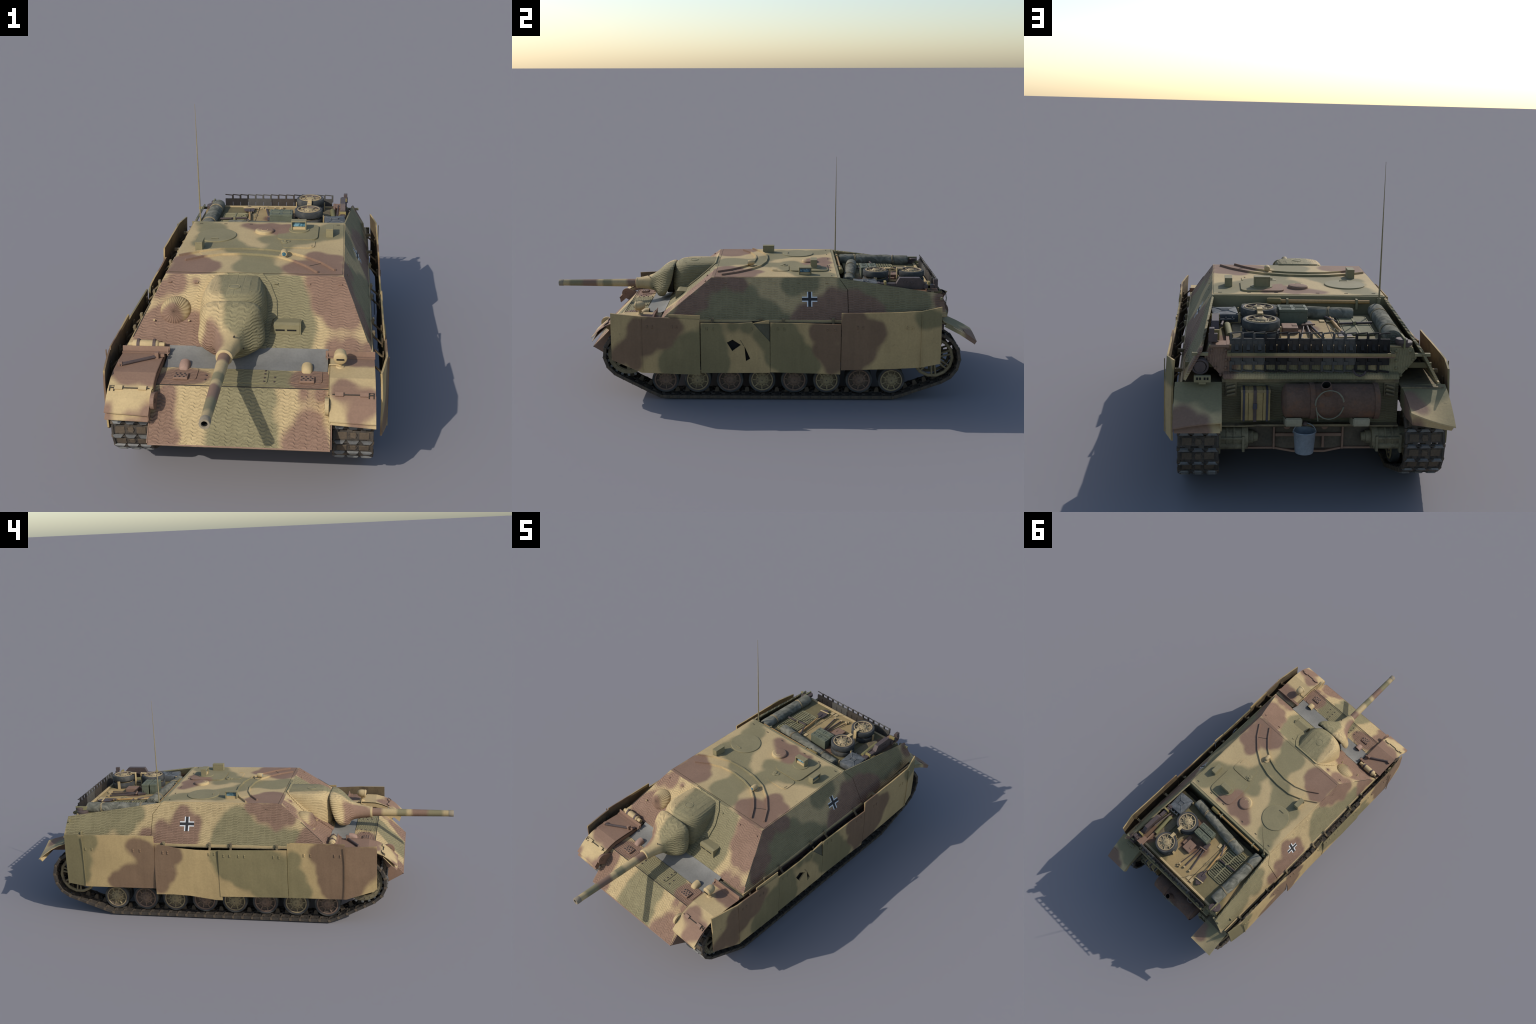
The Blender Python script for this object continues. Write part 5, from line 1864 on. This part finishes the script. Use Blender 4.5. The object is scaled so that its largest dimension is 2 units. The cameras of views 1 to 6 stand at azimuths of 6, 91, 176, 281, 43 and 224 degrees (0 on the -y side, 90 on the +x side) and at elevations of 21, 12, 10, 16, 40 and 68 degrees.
for xa in (.059, -.150):
    bm = bmesh.new()
    add_prism(bm, [(xa - .026, .83, .238), (xa - .026, .905, .258), (xa - .026, .911, .274), (xa - .026, .908, .286), (xa - .026, .83, .268)], (.052, 0, 0))
    bmesh.ops.recalc_face_normals(bm, faces=bm.faces)
    bmesh.ops.bevel(bm, geom=bm.edges[:], offset=.003, segments=2, affect="EDGES")
    new_obj("muffler_cradle", bm, plain("cradle_paint", (.30, .27, .18)), rear, 40)

# strapped wooden crate
bm = bmesh.new()
for i in range(4):
    w = .0905 / 4
    add_box(bm, (.129 + w * (i + .5), .843, .311), (w - .0012, .040, .098), None, 0, .001)
add_box(bm, (.1743, .843, .355), (.0915, .041, .008), None, 1, .001)
for x in (.139, .2105):
    add_box(bm, (x, .8435, .311), (.0065, .045, .101), None, 2, .0008)
add_box(bm, (.1765, .844, .3095), (.010, .045, .102), None, 3, .0008)
add_box(bm, (.1765, .868, .3095), (.013, .004, .018), None, 2, .001)
new_obj("wooden_crate", bm, [M["crate"], plain("crate_lid", (.29, .21, .10)), M["iron"], M["strap"]], rear)

# bucket on its hook
bm = bmesh.new()
add_lathe(bm, [(0, 0), (0, .0285), (.005, .0295), (.066, .0345), (.0685, .0358), (.0705, .0345), (.0690, .0330), (.008, .0275), (.008, 0)], (.022, .882, .167), (0, 0, 1), 28)
bk = new_obj("bucket", bm, M["bucket"], rear, 40)
bm = bmesh.new()
add_tube(bm, [(.022 + .0355 * math.cos(a), .882 - .004 * math.sin(a), .230 + .030 * math.sin(a)) for a in [math.pi * i / 12 for i in range(13)]], .0016, 6)
add_lathe(bm, [(-.008, 0), (-.006, .007), (0, .0085), (.006, .007), (.008, 0)], (.022, .880, .258), (1, 0, .2), 10, 1)
add_tube(bm, [(.022, .880, .262), (.020, .868, .262), (.018, .856, .252)], .0022, 6)
o = new_obj("bucket_handle", bm, [M["bucket"], M["strap"]], rear, 40)
o.parent = bk

# track tensioners / brackets beside the lower stern
for s in SX:
    bm = bmesh.new()
    add_lathe(bm, [(0, .031), (.085, .031), (.086, .036), (.105, .036), (.106, .022), (.122, .020), (.123, .016), (.136, .0135), (.138, 0)], (s * .300, .824, .194), (-s, 0, 0), 24)
    add_lathe(bm, [(0, .012), (.10, .012), (.10, 0)], (s * .30, .846, .174), (-s, 0, 0), 14)
    add_tube(bm, [(s * .290, .858, .201), (s * .205, .858, .201)], .005, 8)
    add_box(bm, (s * .21, .854, .184), (.008, .02, .05), None, 0, .001)
    add_box(bm, (s * .285, .854, .184), (.008, .02, .06), None, 0, .001)
    for k in range(3):
        add_lathe(bm, [(0, .0335), (0, .0345), (.006, .0345), (.006, .0335)], (s * (.285 - k * .022), .824, .194), (-s, 0, 0), 24)
    new_obj("track_tensioner", bm, plain("tensioner_paint", (.20, .17, .10), .7, .1, .3, dirt=(.1, .08, .05)), rear, 40)
    bm = bmesh.new()
    for k in range(3):
        add_box(bm, (s * .250, .828, .362 - k * .013), (.028, .016, .006), Matrix.Rotation(s * .25, 3, "Y"), 0, .0015)
    add_box(bm, (s * .250, .821, .349), (.036, .006, .046), None, 0, .001)
    new_obj("spare_bracket", bm, M["hull"], rear)

# rear fenders
def rear_fender(s):
    bm = bmesh.new()
    prof = [(.835, .377), (.88, .355), (.92, .332), (.955, .309), (.986, .285)]
    if s > 0:
        strip(bm, prof, .280, .4235, .004, 0, lambda f, i: (0, .018 * (1 - f) * i / 4 + .003 * math.sin(f * math.pi) * (i / 4)))
        add_prism(bm, [(.279, .835, .370)] + [(.279, y, z + .018 * i / 4 - .001) for i, (y, z) in enumerate(prof[1:], 1)] + [(.279, .972, .270), (.279, .94, .300), (.279, .87, .318), (.279, .835, .318)], (.004, 0, 0))
        strip(bm, [(.93, .330), (.96, .300), (.979, .271)], .283, .420, .004, 0)
        add_prism(bm, [(.4215, .94, .315), (.4215, .985, .283), (.4215, .978, .270), (.4215, .91, .315), (.4215, .84, .352), (.4215, .85, .367)], (.003, 0, 0))
    else:
        # buckled: outer corner pulled down, inner corner kicked up
        def w(f, i):
            return (-.012 * (1 - f) * 0 + (.0 if i < 4 else -.006 * (f)), 0)
        pr = [(.822, .367), (.87, .361), (.91, .354), (.95, .343), (.985, .331)]
        pr2 = [(.835, .371), (.875, .357), (.91, .339), (.950, .312), (.982, .286)]
        rows = []
        n = 7
        for k in range(n):
            f = k / (n - 1)
            x = -.285 - f * .139 * 1.0
            row = []
            for (ya, za), (yb, zb) in zip(pr, pr2):
                row.append((x, ya + (yb - ya) * f, za + (zb - za) * f - (.004 * math.sin(f * math.pi) if ya > .9 else 0)))
            rows.append(row)
        top = [[bm.verts.new(p) for p in r] for r in rows]
        bot = [[bm.verts.new((p[0], p[1], p[2] - .004)) for p in r] for r in rows]
        m = len(pr)
        for g in (top, bot):
            for a, b in zip(g, g[1:]):
                for j in range(m - 1):
                    bm.faces.new((a[j], a[j + 1], b[j + 1], b[j]))
        for k in range(n - 1):
            for j in (0, m - 1):
                bm.faces.new((top[k][j], top[k + 1][j], bot[k + 1][j], bot[k][j]))
        for k in (0, n - 1):
            for j in range(m - 1):
                bm.faces.new((top[k][j], top[k][j + 1], bot[k][j + 1], bot[k][j]))
        # skirt below the buckled edge
        add_prism(bm, [(-.286, .983, .328), (-.420, .979, .284), (-.414, .972, .270), (-.300, .964, .285)], (0, -.004, 0))
        add_prism(bm, [(-.284, .825, .365), (-.284, .92, .344), (-.284, .984, .328), (-.296, .964, .285), (-.288, .90, .285), (-.284, .835, .300)], (-.003, 0, 0))
    return new_obj("rear_fender", bm, M["fender"], fenders, 30)


rear_fender(1)
rear_fender(-1)
# support beams between stern and side plates
bm = bmesh.new()
for s in SX:
    add_box(bm, (s * .347, .832, .466), (.050, .010, .010), None, 0, .001)
    add_box(bm, (s * .340, .765, .412), (.110, .006, .018), None, 0, .001)
new_obj("stern_brace", bm, M["green"], rear)

# convoy light and cable drum on the left rear guard
bm = bmesh.new()
add_box(bm, (.339, .855, .394), (.052, .016, .021), None, 0, .003)
add_box(bm, (.339, .856, .381), (.022, .012, .006), None, 0, .001)
for x in (.323, .332, .346, .355):
    add_box(bm, (x, .8635, .3965), (.0055, .0015, .008), None, 1)
new_obj("convoy_light", bm, [M["green"], M["black"]], rear)
bm = bmesh.new()
for k in range(5):
    r = .024 - .0015 * (k % 2)
    add_tube(bm, [(.347 + r * math.cos(a), .815 + k * .006, .427 + r * math.sin(a) * .9) for a in [2 * math.pi * i / 20 for i in range(20)]], .0035, 6, 0, True)
add_lathe(bm, [(0, .018), (.03, .018), (.03, 0)], (.347, .812, .427), (0, 1, 0), 16)
new_obj("cable_coil", bm, M["tool"], rear, 50)
